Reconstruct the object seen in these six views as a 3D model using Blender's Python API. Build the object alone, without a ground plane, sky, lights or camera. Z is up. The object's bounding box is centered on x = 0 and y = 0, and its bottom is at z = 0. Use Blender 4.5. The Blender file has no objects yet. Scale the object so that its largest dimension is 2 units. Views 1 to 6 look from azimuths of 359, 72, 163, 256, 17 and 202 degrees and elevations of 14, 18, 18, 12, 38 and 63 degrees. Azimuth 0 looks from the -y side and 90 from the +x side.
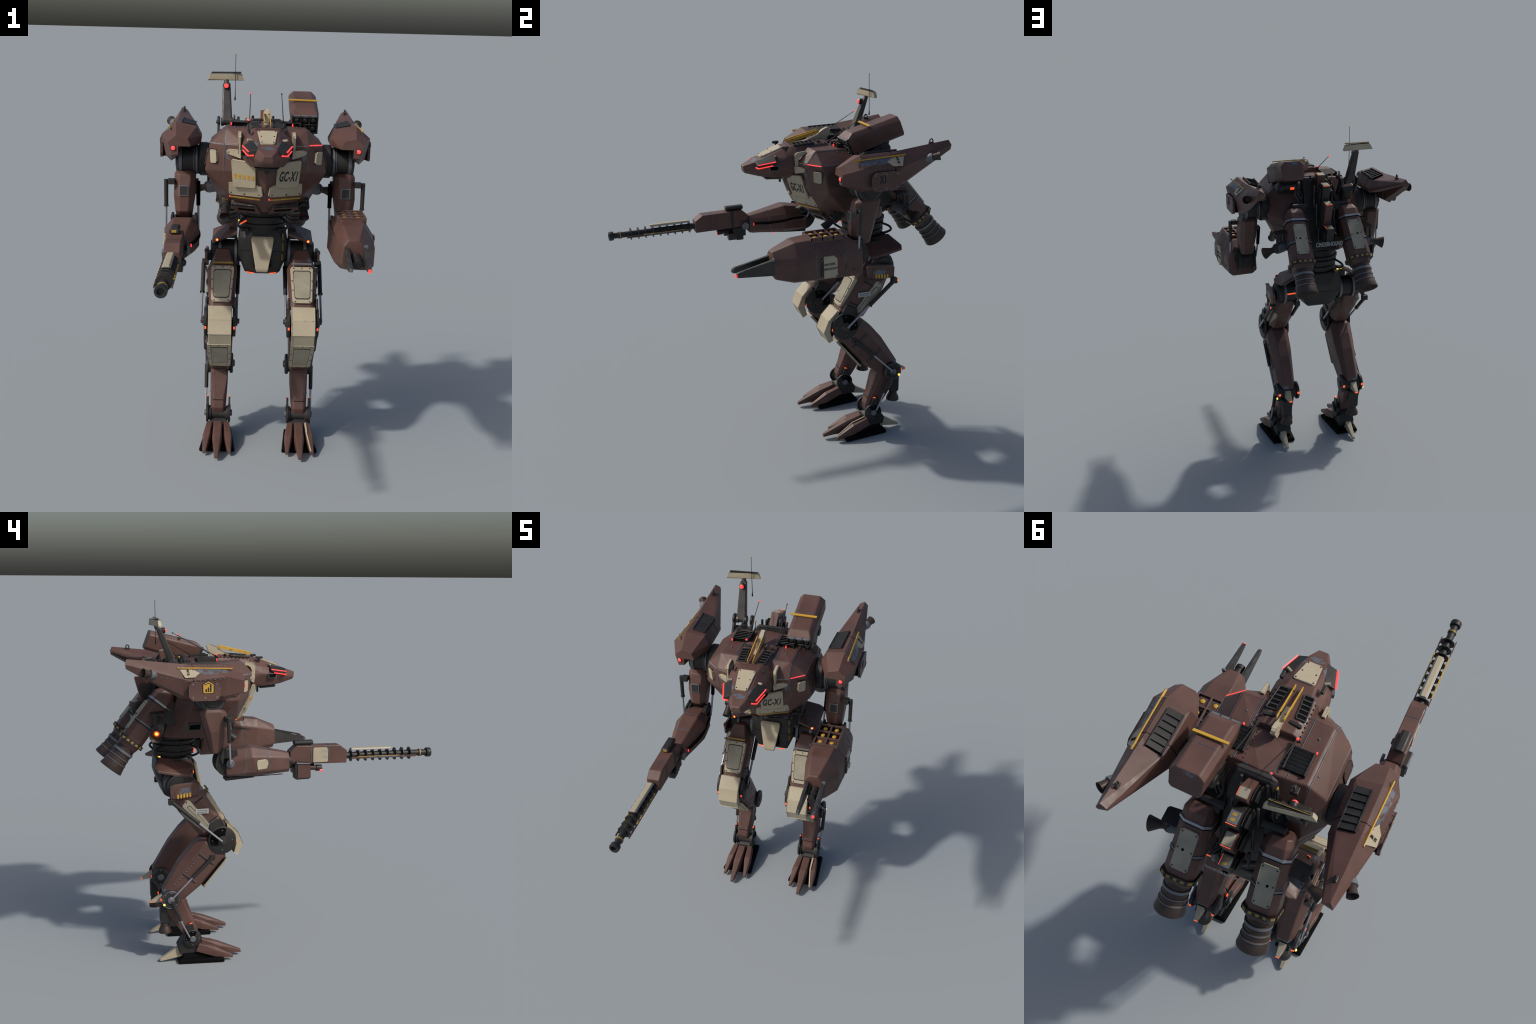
# Bipedal war robot: faceted maroon armour, cream plates, dark mechanical joints.
import bpy, bmesh, math, random
from mathutils import Vector, Matrix

random.seed(7)
V = Vector

# ------------------------------------------------------------------ materials
class NT:
    """small wrapper to write node trees tersely"""
    def __init__(self, name):
        self.m = bpy.data.materials.new(name)
        self.m.use_nodes = True
        self.t = self.m.node_tree
        self.b = self.t.nodes["Principled BSDF"]
        self.co = self.new("ShaderNodeTexCoord").outputs["Object"]
    def new(self, kind, **kw):
        n = self.t.nodes.new(kind)
        for k, v in kw.items():
            setattr(n, k, v)
        return n
    def link(self, a, b):
        self.t.links.new(a, b)
    def put(self, sock, v):
        if hasattr(v, "is_linked"):
            self.link(v, sock)
        else:
            sock.default_value = v
    def noise(self, scale, detail=4.0, rough=0.55, vec=None):
        n = self.new("ShaderNodeTexNoise")
        n.inputs["Scale"].default_value = scale
        n.inputs["Detail"].default_value = detail
        n.inputs["Roughness"].default_value = rough
        self.link(vec if vec is not None else self.co, n.inputs["Vector"])
        return n.outputs["Fac"]
    def ramp(self, fac, lo, hi, a=0.0, b=1.0):
        n = self.new("ShaderNodeMapRange")
        n.inputs["From Min"].default_value = lo
        n.inputs["From Max"].default_value = hi
        n.inputs["To Min"].default_value = a
        n.inputs["To Max"].default_value = b
        self.link(fac, n.inputs["Value"])
        return n.outputs["Result"]
    def math(self, op, a, b=0.0):
        n = self.new("ShaderNodeMath", operation=op)
        self.put(n.inputs[0], a)
        self.put(n.inputs[1], b)
        return n.outputs[0]
    def vmath(self, op, a, b):
        n = self.new("ShaderNodeVectorMath", operation=op)
        self.put(n.inputs[0], a)
        self.put(n.inputs[1], b)
        return n
    def mix(self, fac, a, b):
        n = self.new("ShaderNodeMix", data_type="RGBA")
        self.put(n.inputs["Factor"], fac)
        self.put(n.inputs["A"], a)
        self.put(n.inputs["B"], b)
        return n.outputs["Result"]
    def bump(self, h, strength, dist=0.002):
        n = self.new("ShaderNodeBump")
        n.inputs["Strength"].default_value = strength
        n.inputs["Distance"].default_value = dist
        self.link(h, n.inputs["Height"])
        self.link(n.outputs["Normal"], self.b.inputs["Normal"])


def c4(c):
    return (c[0], c[1], c[2], 1.0)


def painted(name, col, rough=0.5, metal=0.0, vary=0.16, scuffs=(), bare=(0.125, 0.14, 0.17),
            wear=0.0, spec=0.4, stain=None):
    """painted metal: soft tone variation, fine grain, optional bare-metal scuffs
    inside ellipsoids (centre, half axes) given in |x|, y, z"""
    n = NT(name)
    lo = c4([c * (1 - vary) for c in col])
    hi = c4([c * (1 + vary) for c in col])
    base = n.mix(n.ramp(n.noise(9.0, 5.0), 0.32, 0.68), lo, hi)
    fine = n.ramp(n.noise(160.0, 2.0), 0.3, 0.7, 0.975, 1.025)
    mul = n.new("ShaderNodeMix", data_type="RGBA", blend_type="MULTIPLY")
    mul.inputs["Factor"].default_value = 1.0
    n.link(base, mul.inputs["A"])
    n.link(fine, mul.inputs["B"])
    base = mul.outputs["Result"]
    if stain:
        base = n.mix(n.ramp(n.noise(26.0, 6.0, 0.65), 0.58, 0.72, 0.0, 0.55), base, c4(stain))
    rgh = n.ramp(n.noise(22.0, 3.0), 0.3, 0.7, rough - 0.06, rough + 0.08)
    met = metal
    if scuffs or wear:
        sep = n.new("ShaderNodeSeparateXYZ")
        n.link(n.co, sep.inputs[0])
        com = n.new("ShaderNodeCombineXYZ")
        n.link(n.math("ABSOLUTE", sep.outputs[0]), com.inputs[0])
        n.link(sep.outputs[1], com.inputs[1])
        n.link(sep.outputs[2], com.inputs[2])
        tot = None
        for ctr, half in scuffs:
            d = n.vmath("DIVIDE", n.vmath("SUBTRACT", com.outputs[0], tuple(ctr)).outputs[0], tuple(half))
            ln = n.vmath("LENGTH", d.outputs[0], (0, 0, 0)).outputs["Value"]
            f = n.ramp(ln, 1.05, 0.55)
            tot = f if tot is None else n.math("MAXIMUM", tot, f)
        chip = n.noise(48.0, 6.0, 0.62)
        if tot is not None:
            mask = n.ramp(n.math("ADD", n.math("MULTIPLY", tot, 0.30), chip), 0.735, 0.765)
        else:
            mask = n.ramp(chip, 2.0, 3.0)
        if wear:
            bv = n.new("ShaderNodeBevel", samples=4)
            bv.inputs["Radius"].default_value = 0.0035
            geo = n.new("ShaderNodeNewGeometry")
            dt = n.vmath("DOT_PRODUCT", bv.outputs["Normal"], geo.outputs["Normal"]).outputs["Value"]
            edge = n.ramp(dt, 0.985, 0.93)
            flake = n.ramp(n.noise(30.0, 5.0, 0.6), 0.60 - wear * 0.2, 0.66 - wear * 0.2)
            mask = n.math("MAXIMUM", mask, n.math("MULTIPLY", edge, flake))
        base = n.mix(mask, base, c4(bare))
        met = n.math("ADD", n.math("MULTIPLY", mask, 0.35), metal)
        rgh = n.math("SUBTRACT", rgh, n.math("MULTIPLY", mask, 0.12))
    n.link(base, n.b.inputs["Base Color"])
    n.put(n.b.inputs["Roughness"], rgh)
    n.put(n.b.inputs["Metallic"], met)
    n.b.inputs["Specular IOR Level"].default_value = spec
    n.bump(n.noise(220.0, 2.0), 0.10, 0.0008)
    return n.m


def lamp(name, col, strength):
    n = NT(name)
    n.b.inputs["Base Color"].default_value = c4(col)
    n.b.inputs["Emission Color"].default_value = c4(col)
    n.b.inputs["Emission Strength"].default_value = strength
    n.b.inputs["Roughness"].default_value = 0.4
    return n.m


def hazard(name):
    """yellow and black hazard dashes running round a band (by angle in the x/y plane and height)"""
    n = NT(name)
    w = n.new("ShaderNodeTexWave", wave_type="BANDS", bands_direction="X", wave_profile="SIN")
    w.inputs["Scale"].default_value = 8.2
    w.inputs["Distortion"].default_value = 0.4
    rot = n.new("ShaderNodeMapping")
    rot.inputs["Rotation"].default_value = (0, 0, math.radians(38))
    n.link(n.co, rot.inputs["Vector"])
    n.link(rot.outputs[0], w.inputs["Vector"])
    worn = n.math("ADD", w.outputs["Fac"], n.ramp(n.noise(60.0), 0.3, 0.7, -0.18, 0.18))
    f = n.ramp(worn, 0.52, 0.58)
    n.link(n.mix(f, (0.022, 0.022, 0.026, 1), (0.42, 0.25, 0.035, 1)), n.b.inputs["Base Color"])
    n.b.inputs["Roughness"].default_value = 0.55
    return n.m


RED = (0.098, 0.0495, 0.0398)
SCUFFS = [((0.47, 0.40, 0.648), (0, 0, 0))][:0] + [
    ((0.470, 0.36, 1.648), (0.030, 0.165, 0.022)),     # pauldron flank
    ((0.175, 0.085, 1.548), (0.020, 0.03, 0.026)),     # beside the collar latch
    ((0.060, -0.10, 1.625), (0.030, 0.075, 0.016)),    # brow above the eyes
    ((0.000, -0.150, 1.612), (0.05, 0.022, 0.02)),     # bridge of the snout
    ((0.075, 0.15, 1.690), (0.018, 0.06, 0.02)),       # beside the grilles
    ((0.045, 0.075, 1.416), (0.022, 0.03, 0.022)),     # chest plate corners
    ((0.290, 0.31, 0.800), (0.05, 0.05, 0.03)),        # thigh above the knee
    ((0.260, 0.36, 0.995), (0.05, 0.04, 0.02)),
    ((0.240, 0.58, 0.415), (0.05, 0.03, 0.022)),       # shin at the hock
    ((0.180, 0.595, 1.812), (0.055, 0.02, 0.016)),     # launcher back edge
    ((0.050, 0.41, 1.672), (0.02, 0.02, 0.015)),
    ((0.222, 0.12, 1.602), (0.05, 0.05, 0.008)),       # shoulder crease
]
M_RED = painted("maroon_armor_paint", RED, 0.48, 0.0, 0.15, SCUFFS, wear=0.36)
M_RED_DK = painted("maroon_armor_paint_dark", [c * 0.62 for c in RED], 0.55, 0.0, 0.13, wear=0.2)
M_WORN = painted("maroon_worn_paint", RED, 0.5, 0.0, 0.13, wear=0.8)
M_CHIP = painted("maroon_chipped_paint", RED, 0.5, 0.0, 0.13,
                 [((0.295, 0.46, 0.992), (0.05, 0.05, 0.028)), ((0.40, -0.62, 1.168), (0.08, 0.19, 0.03))])
M_CREAM = painted("cream_armor_paint", (0.40, 0.346, 0.246), 0.52, 0.0, 0.07, wear=0.15,
                  bare=(0.16, 0.15, 0.14), stain=(0.33, 0.29, 0.215))
M_CREAM_OLD = painted("weathered_cream_paint", (0.31, 0.285, 0.215), 0.58, 0.0, 0.16, wear=0.15,
                      bare=(0.12, 0.12, 0.12), stain=(0.20, 0.19, 0.15))
M_DARK = painted("dark_gunmetal", (0.026, 0.025, 0.024), 0.50, 0.25, 0.2, wear=0.25, bare=(0.12, 0.12, 0.13), spec=0.45)
M_MECH = painted("grey_mechanism", (0.050, 0.047, 0.044), 0.45, 0.35, 0.2, wear=0.35, bare=(0.2, 0.2, 0.21), spec=0.45)
M_BLACK = painted("matt_black", (0.0035, 0.0035, 0.004), 0.8, 0.0, 0.1, spec=0.08)
M_LIP = painted("scraped_lip", (0.21, 0.21, 0.225), 0.4, 0.3, 0.35)
M_NOZ = painted("scorched_nozzle", (0.052, 0.037, 0.031), 0.46, 0.3, 0.25, stain=(0.035, 0.026, 0.024))
M_STEEL = painted("bare_steel", (0.33, 0.34, 0.37), 0.33, 0.6, 0.12)
M_GREY = painted("blue_grey_metal", (0.145, 0.155, 0.17), 0.45, 0.35, 0.15)
M_YEL = painted("signal_yellow", (0.52, 0.30, 0.035), 0.5, 0.0, 0.12, wear=0.4, bare=(0.2, 0.2, 0.2))
M_YEL_OLD = painted("worn_yellow", (0.33, 0.21, 0.035), 0.55, 0.0, 0.2, stain=(0.12, 0.10, 0.07))
M_MUSTARD = painted("faded_mustard", (0.15, 0.10, 0.025), 0.6, 0.0, 0.3)
M_INK = painted("stencil_ink", (0.018, 0.018, 0.019), 0.6, 0.0, 0.1)
M_PALEINK = painted("pale_stencil_ink", (0.36, 0.36, 0.34), 0.6, 0.0, 0.1)
M_TAG = painted("label_grey", (0.40, 0.41, 0.40), 0.55, 0.0, 0.08)
M_HAZ = hazard("hazard_dashes")
M_LRED = lamp("red_lamp", (1.0, 0.055, 0.05), 1.05)
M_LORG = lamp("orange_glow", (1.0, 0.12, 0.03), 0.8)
M_LYEL = lamp("amber_lamp", (1.0, 0.62, 0.10), 1.6)

# ------------------------------------------------------------------ builders
ROOT = bpy.data.objects.new("combat_robot", None)
bpy.context.scene.collection.objects.link(ROOT)
ROOT["label"] = "maroon bipedal war robot with cannon arm and missile launcher"
ROOT["category"] = "robot"
LOG = None      # when a list, new objects are recorded for mirroring


def finish(name, bm, mat, parent, smooth=None):
    bmesh.ops.recalc_face_normals(bm, faces=bm.faces)
    me = bpy.data.meshes.new(name)
    bm.to_mesh(me)
    bm.free()
    ob = bpy.data.objects.new(name, me)
    bpy.context.scene.collection.objects.link(ob)
    for m in (mat if isinstance(mat, (list, tuple)) else [mat]):
        me.materials.append(m)
    if smooth:
        me.shade_smooth()
        me.set_sharp_from_angle(angle=math.radians(smooth))
    ob.parent = parent or ROOT
    if LOG is not None:
        LOG.append(ob)
    return ob


def bevel(bm, w, seg=2, ang=14):
    if w <= 0:
        return
    es = [e for e in bm.edges if len(e.link_faces) == 2 and e.calc_face_angle(0) > math.radians(ang)]
    if es:
        bmesh.ops.bevel(bm, geom=es, offset=w, offset_type="OFFSET", segments=seg, profile=0.5,
                        affect="EDGES", clamp_overlap=True)


def hull_bm(pts, sym=False):
    bm = bmesh.new()
    for p in pts:
        bm.verts.new(p)
        if sym and abs(p[0]) > 1e-6:
            bm.verts.new((-p[0], p[1], p[2]))
    r = bmesh.ops.convex_hull(bm, input=bm.verts, use_existing_faces=False)
    bad = [g for g in r["geom_interior"] if isinstance(g, bmesh.types.BMVert)]
    bad += [v for v in bm.verts if not v.link_faces]
    bmesh.ops.delete(bm, geom=list(set(bad)), context="VERTS")
    bmesh.ops.dissolve_limit(bm, angle_limit=math.radians(4.0), verts=bm.verts, edges=bm.edges)
    bmesh.ops.recalc_face_normals(bm, faces=bm.faces)
    return bm


def hull(name, pts, mat, parent=None, bev=0.004, seg=2, sym=False):
    bm = hull_bm(pts, sym)
    bevel(bm, bev, seg)
    return finish(name, bm, mat, parent)


def frame(o, x, n):
    """4x4 with origin o, x axis along x, z axis along n"""
    n = V(n).normalized()
    x = V(x)
    x = (x - n * x.dot(n)).normalized()
    y = n.cross(x)
    m = Matrix((x, y, n)).transposed().to_4x4()
    m.translation = V(o)
    return m


def prism_bm(poly, z0, z1, m=None):
    bm = bmesh.new()
    a = [bm.verts.new((p[0], p[1], z0)) for p in poly]
    b = [bm.verts.new((p[0], p[1], z1)) for p in poly]
    bm.faces.new(a[::-1])
    bm.faces.new(b)
    k = len(poly)
    for i in range(k):
        bm.faces.new((a[i], a[(i + 1) % k], b[(i + 1) % k], b[i]))
    bmesh.ops.recalc_face_normals(bm, faces=bm.faces)
    if m is not None:
        bm.transform(m)
    return bm


def prism(name, poly, z0, z1, m, mat, parent=None, bev=0.002, seg=2):
    bm = prism_bm(poly, z0, z1, m)
    bevel(bm, bev, seg)
    return finish(name, bm, mat, parent)


def cham(pts, c):
    """cut the corners of a 2D polygon by c"""
    out = []
    k = len(pts)
    for i in range(k):
        p, q, r = V(pts[i - 1]), V(pts[i]), V(pts[(i + 1) % k])
        a, b = (p - q), (r - q)
        ca = min(c, a.length * 0.45)
        cb = min(c, b.length * 0.45)
        out.append(q + a.normalized() * ca)
        out.append(q + b.normalized() * cb)
    return [tuple(p) for p in out]


def plate(name, corners, thick, out, mat, parent=None, bev=0.0015, corner=0.006, sink=0.0):
    """slab whose OUTER face passes through the (nearly planar) corners; `out` = outward hint"""
    cs = [V(c) for c in corners]
    ctr = sum(cs, V()) / len(cs)
    n = V()
    for i in range(len(cs)):
        n += (cs[i] - ctr).cross(cs[(i + 1) % len(cs)] - ctr)
    n.normalize()
    if n.dot(V(out)) < 0:
        n.negate()
    m = frame(ctr, cs[1] - cs[0], n)
    inv = m.inverted()
    poly = [tuple((inv @ c)[:2]) for c in cs]
    if corner > 0:
        poly = cham(poly, corner)
    ob = prism(name, poly, -thick - sink, 0, m, mat, parent, bev)
    ob["_frame"] = [x for r in m for x in r]
    return ob


def box(name, c, s, mat, parent=None, rot=None, bev=0.002):
    bm = bmesh.new()
    bmesh.ops.create_cube(bm, size=1.0)
    m = Matrix.Diagonal((s[0], s[1], s[2], 1.0))
    if rot is not None:
        m = rot.to_4x4() @ m
    m = Matrix.Translation(V(c)) @ m
    bm.transform(m)
    bevel(bm, bev)
    return finish(name, bm, mat, parent)


def span(name, x, y, z, mat, parent=None, bev=0.002):
    return box(name, ((x[0] + x[1]) / 2, (y[0] + y[1]) / 2, (z[0] + z[1]) / 2),
               (abs(x[1] - x[0]), abs(y[1] - y[0]), abs(z[1] - z[0])), mat, parent, None, bev)


def lathe_bm(p0, axis, prof, seg=28, closed=False):
    """prof: (distance along axis, radius) pairs; radius 0 makes a pole"""
    a = V(axis).normalized()
    ref = V((0, 0, 1)) if abs(a.z) < 0.9 else V((1, 0, 0))
    u = a.cross(ref).normalized()
    w = a.cross(u)
    bm = bmesh.new()
    rings = []
    for t, r in prof:
        c = V(p0) + a * t
        if r < 1e-6:
            rings.append([bm.verts.new(c)])
        else:
            rings.append([bm.verts.new(c + (u * math.cos(2 * math.pi * i / seg) + w * math.sin(2 * math.pi * i / seg)) * r)
                          for i in range(seg)])
    for A, B in zip(rings[:-1], rings[1:]):
        for i in range(seg):
            j = (i + 1) % seg
            q = [A[i % len(A)], A[j % len(A)], B[j % len(B)], B[i % len(B)]]
            q = [v for k, v in enumerate(q) if v not in q[:k]]
            if len(q) > 2:
                bm.faces.new(q)
    if len(rings[0]) > 1:
        bm.faces.new(rings[0][::-1])
    if len(rings[-1]) > 1:
        bm.faces.new(rings[-1])
    return bm


def lathe(name, p0, axis, prof, mat, parent=None, seg=28, smooth=35):
    return finish(name, lathe_bm(p0, axis, prof, seg), mat, parent, smooth)


def rod(name, p0, p1, r, mat, parent=None, r1=None, seg=16, rim=0.0015):
    d = V(p1) - V(p0)
    L = d.length
    r1 = r if r1 is None else r1
    e = min(rim, r * 0.4, L * 0.3)
    return lathe(name, p0, d, [(0, r - e), (e, r), (L - e, r1), (L, r1 - e)], mat, parent, seg)


def ball(name, c, r, mat, parent=None):
    bm = bmesh.new()
    bmesh.ops.create_uvsphere(bm, u_segments=16, v_segments=10, radius=r)
    bm.transform(Matrix.Translation(V(c)))
    return finish(name, bm, mat, parent, 80)


def ring(name, c, axis, R, r, mat, parent=None):
    bm = bmesh.new()
    m = frame(c, (0.3, 0.7, 0.2), axis)
    N, K = 20, 8
    vs = [[bm.verts.new(m @ V(((R + r * math.cos(b)) * math.cos(a), (R + r * math.cos(b)) * math.sin(a), r * math.sin(b))))
           for b in [2 * math.pi * j / K for j in range(K)]] for a in [2 * math.pi * i / N for i in range(N)]]
    for i in range(N):
        for j in range(K):
            bm.faces.new((vs[i][j], vs[(i + 1) % N][j], vs[(i + 1) % N][(j + 1) % K], vs[i][(j + 1) % K]))
    return finish(name, bm, mat, parent, 60)


def tube(name, pts, r, mat, parent=None, seg=8, smooth_pts=5):
    """round cable through points (Catmull-Rom)"""
    P = [V(p) for p in pts]
    path = []
    for i in range(len(P) - 1):
        a, b, c, d = P[max(i - 1, 0)], P[i], P[i + 1], P[min(i + 2, len(P) - 1)]
        for k in range(smooth_pts):
            t = k / smooth_pts
            path.append(0.5 * ((2 * b) + (c - a) * t + (2 * a - 5 * b + 4 * c - d) * t * t + (3 * b - a - 3 * c + d) * t ** 3))
    path.append(P[-1])
    bm = bmesh.new()
    prev = None
    rings = []
    for i, p in enumerate(path):
        d = (path[min(i + 1, len(path) - 1)] - path[max(i - 1, 0)]).normalized()
        u = d.cross(V((0, 0, 1)) if prev is None else prev.cross(d)) if prev is None else (prev - d * prev.dot(d))
        if u.length < 1e-5:
            u = d.orthogonal()
        u.normalize()
        prev = u
        w = d.cross(u)
        rings.append([bm.verts.new(p + (u * math.cos(2 * math.pi * k / seg) + w * math.sin(2 * math.pi * k / seg)) * r) for k in range(seg)])
    for A, B in zip(rings[:-1], rings[1:]):
        for k in range(seg):
            bm.faces.new((A[k], A[(k + 1) % seg], B[(k + 1) % seg], B[k]))
    bm.faces.new(rings[0][::-1])
    bm.faces.new(rings[-1])
    return finish(name, bm, mat, parent, 60)


def studs(name, pts, n, r, mat, parent, h=None, seg=8):
    """many small flat-topped rivet heads joined into one part"""
    bm = bmesh.new()
    h = h or r * 0.6
    for i, p in enumerate(pts):
        nn = V(n[i] if isinstance(n, list) else n).normalized()
        m = frame(p, nn.orthogonal(), nn)
        a = [bm.verts.new(m @ V((r * math.cos(2 * math.pi * k / seg), r * math.sin(2 * math.pi * k / seg), -r))) for k in range(seg)]
        b = [bm.verts.new(m @ V((r * math.cos(2 * math.pi * k / seg), r * math.sin(2 * math.pi * k / seg), h * 0.55))) for k in range(seg)]
        c = [bm.verts.new(m @ V((.6 * r * math.cos(2 * math.pi * k / seg), .6 * r * math.sin(2 * math.pi * k / seg), h))) for k in range(seg)]
        for k in range(seg):
            j = (k + 1) % seg
            bm.faces.new((a[k], a[j], b[j], b[k]))
            bm.faces.new((b[k], b[j], c[j], c[k]))
        bm.faces.new(c)
        bm.faces.new(a[::-1])
    ob = finish(name, bm, mat, parent)
    ob["kind"] = "stuff"
    return ob


def line(a, b, k):
    a, b = V(a), V(b)
    return [a.lerp(b, i / (k - 1)) for i in range(k)]


def text(name, s, o, xdir, up, size, mat, parent=None, wide=0.72, ext=0.0006, bold=0.0):
    cu = bpy.data.curves.new(name, "FONT")
    cu.body = s
    cu.size = 1.0
    cu.align_x = "CENTER"
    cu.align_y = "CENTER"
    cu.extrude = 0.5
    cu.offset = bold
    cu.space_character = 1.0 + bold * 4.5
    cu.resolution_u = 3
    tmp = bpy.data.objects.new("tmp", cu)
    bpy.context.scene.collection.objects.link(tmp)
    dg = bpy.context.evaluated_depsgraph_get()
    me = bpy.data.meshes.new_from_object(tmp.evaluated_get(dg))
    bpy.data.objects.remove(tmp)
    bpy.data.curves.remove(cu)
    x = V(xdir).normalized()
    n = x.cross(V(up)).normalized()
    y = n.cross(x)
    m = Matrix((x * size * wide, y * size, n * ext * 2)).transposed().to_4x4()
    m.translation = V(o)
    me.transform(m)
    me.name = name
    me.materials.clear()
    me.materials.append(mat)
    ob = bpy.data.objects.new(name, me)
    bpy.context.scene.collection.objects.link(ob)
    ob.parent = parent or ROOT
    if LOG is not None:
        LOG.append(ob)
    return ob


def seam(ob, co, no, parent=None, keep=None, w=0.0062, dark=True, bright=True, name="panel_seam"):
    """raised dark joint with scraped bright lips where a plane cuts the part"""
    no = V(no).normalized()
    bm = bmesh.new()
    bm.from_mesh(ob.data)
    r = bmesh.ops.bisect_plane(bm, geom=bm.verts[:] + bm.edges[:] + bm.faces[:], plane_co=V(co), plane_no=no)
    segs = []
    for e in [g for g in r["geom_cut"] if isinstance(g, bmesh.types.BMEdge)]:
        a, b = e.verts[0].co.copy(), e.verts[1].co.copy()
        if (a - b).length < 0.0008 or (keep and not keep((a + b) / 2)):
            continue
        n = sum((f.normal for f in e.link_faces), V())
        if n.length < 1e-6:
            continue
        segs.append((a, b, n.normalized()))
    bm.free()
    out = []
    for wid, hgt, mat in ([(w, 0.0004, M_LIP)] if bright else []) + ([(w * 0.42, 0.0009, M_BLACK)] if dark else []):
        bm = bmesh.new()
        for a, b, n in segs:
            d = (b - a).normalized()
            s = d.cross(n).normalized() * (wid / 2)
            e = d * 0.0006
            q = [a - e - s, b + e - s, b + e + s, a - e + s]
            lo = [bm.verts.new(p - n * 0.003) for p in q]
            hi = [bm.verts.new(p + n * hgt) for p in q]
            bm.faces.new(hi)
            bm.faces.new(lo[::-1])
            for i in range(4):
                bm.faces.new((lo[i], lo[(i + 1) % 4], hi[(i + 1) % 4], hi[i]))
        if bm.faces:
            o = finish(name if mat is M_BLACK else name + "_lip", bm, mat, parent or ob)
            o["kind"] = "stuff"
            out.append(o)
        else:
            bm.free()
    return out


def bar(name, a, b, w, h, up, mat, parent=None, bev=0.0008):
    """rectangular bar from a to b; w across, h along up"""
    a, b = V(a), V(b)
    d = (b - a)
    n = V(up)
    n = (n - d.normalized() * n.dot(d.normalized())).normalized()
    m = frame((a + b) / 2, d, n)
    L = d.length / 2
    return prism(name, [(-L, -w / 2), (L, -w / 2), (L, w / 2), (-L, w / 2)], -h / 2, h / 2, m, mat, parent, bev)


def cut(ob, cutter_bm, op="DIFFERENCE"):
    """boolean difference, applied"""
    me = bpy.data.meshes.new("tmp")
    cutter_bm.to_mesh(me)
    cutter_bm.free()
    c = bpy.data.objects.new("tmp", me)
    bpy.context.scene.collection.objects.link(c)
    md = ob.modifiers.new("b", "BOOLEAN")
    md.operation = op
    md.solver = "EXACT"
    md.object = c
    dg = bpy.context.evaluated_depsgraph_get()
    new = bpy.data.meshes.new_from_object(ob.evaluated_get(dg))
    ob.modifiers.clear()
    old = ob.data
    new.name = old.name
    ob.data = new
    bpy.data.meshes.remove(old)
    bpy.data.objects.remove(c)
    bpy.data.meshes.remove(me)


def mirrored(objs):
    """mirror a recorded group across x = 0"""
    mp = {}
    for o in objs:
        me = o.data.copy()
        me.transform(Matrix.Diagonal((-1, 1, 1, 1)))
        me.flip_normals()
        c = bpy.data.objects.new(o.name.split(".")[0], me)
        bpy.context.scene.collection.objects.link(c)
        if "kind" in o:
            c["kind"] = o["kind"]
        mp[o] = c
    for o, c in mp.items():
        c.parent = mp.get(o.parent, o.parent)
    return mp


def both(fn):
    global LOG
    LOG = []
    fn()
    got = LOG
    LOG = None
    return mirrored(got)


def octo(x0, x1, y0, y1, z, c):
    """chamfered rectangle at height z"""
    return [(x0 + c, y0, z), (x1 - c, y0, z), (x1, y0 + c, z), (x1, y1 - c, z), (x1 - c, y1, z), (x0 + c, y1, z), (x0, y1 - c, z), (x0, y0 + c, z)]


# ------------------------------------------------------------------ torso
torso = hull("torso", [
    (.186, .132, 1.672), (.186, .388, 1.664), (0, .12, 1.675), (0, .405, 1.675),
    (.1, .05, 1.606), (.193, .082, 1.606), (.262, .142, 1.600), (.264, .385, 1.600),
    (.19, .408, 1.600), (.19, .094, 1.478), (0, .014, 1.484), (0.285, .165, 1.470), (.288, .41, 1.468),
    (.20, .470, 1.53), (.215, .497, 1.455), (.250, .435, 1.372), (.20, .505, 1.395),
    (0, .070, 1.369), (.165, .152, 1.352), (.024, .093, 1.348),
    (0, .208, 1.263), (.1, .217, 1.267), (.163, .262, 1.291), (.195, .345, 1.260), (.2, .45, 1.258), (.17, .505, 1.257), (.11, .55, 1.257)],
    M_RED, bev=0.005, sym=True)
for s in (1, -1):
    seam(torso, (.193 * s, 0, 0), (1, 0, 0), keep=lambda p: p.z > 1.472 and (p.y < .3 or p.z > 1.60))
    seam(torso, (.104 * s, 0, 0), (1, 0, 0), keep=lambda p: p.z > 1.655)
seam(torso, (0, 0, 1.602), (0, 0, 1), keep=lambda p: abs(p.x) > .125 and p.y < .40, w=.003, dark=False)
seam(torso, (0, .45, 1.416), (0, .08, 1), keep=lambda p: abs(p.x) > .2 and p.y > .3, w=.003)
bar("crease_lamp", (.197, .084, 1.6045), (.258, .137, 1.6005), .004, .005, (0.5, -.6, .6), M_LRED, torso)
bar("vent_slit", (.14, .131, 1.656), (.178, .135, 1.654), .003, .004, (0, -.7, .7), M_BLACK, torso)


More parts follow.
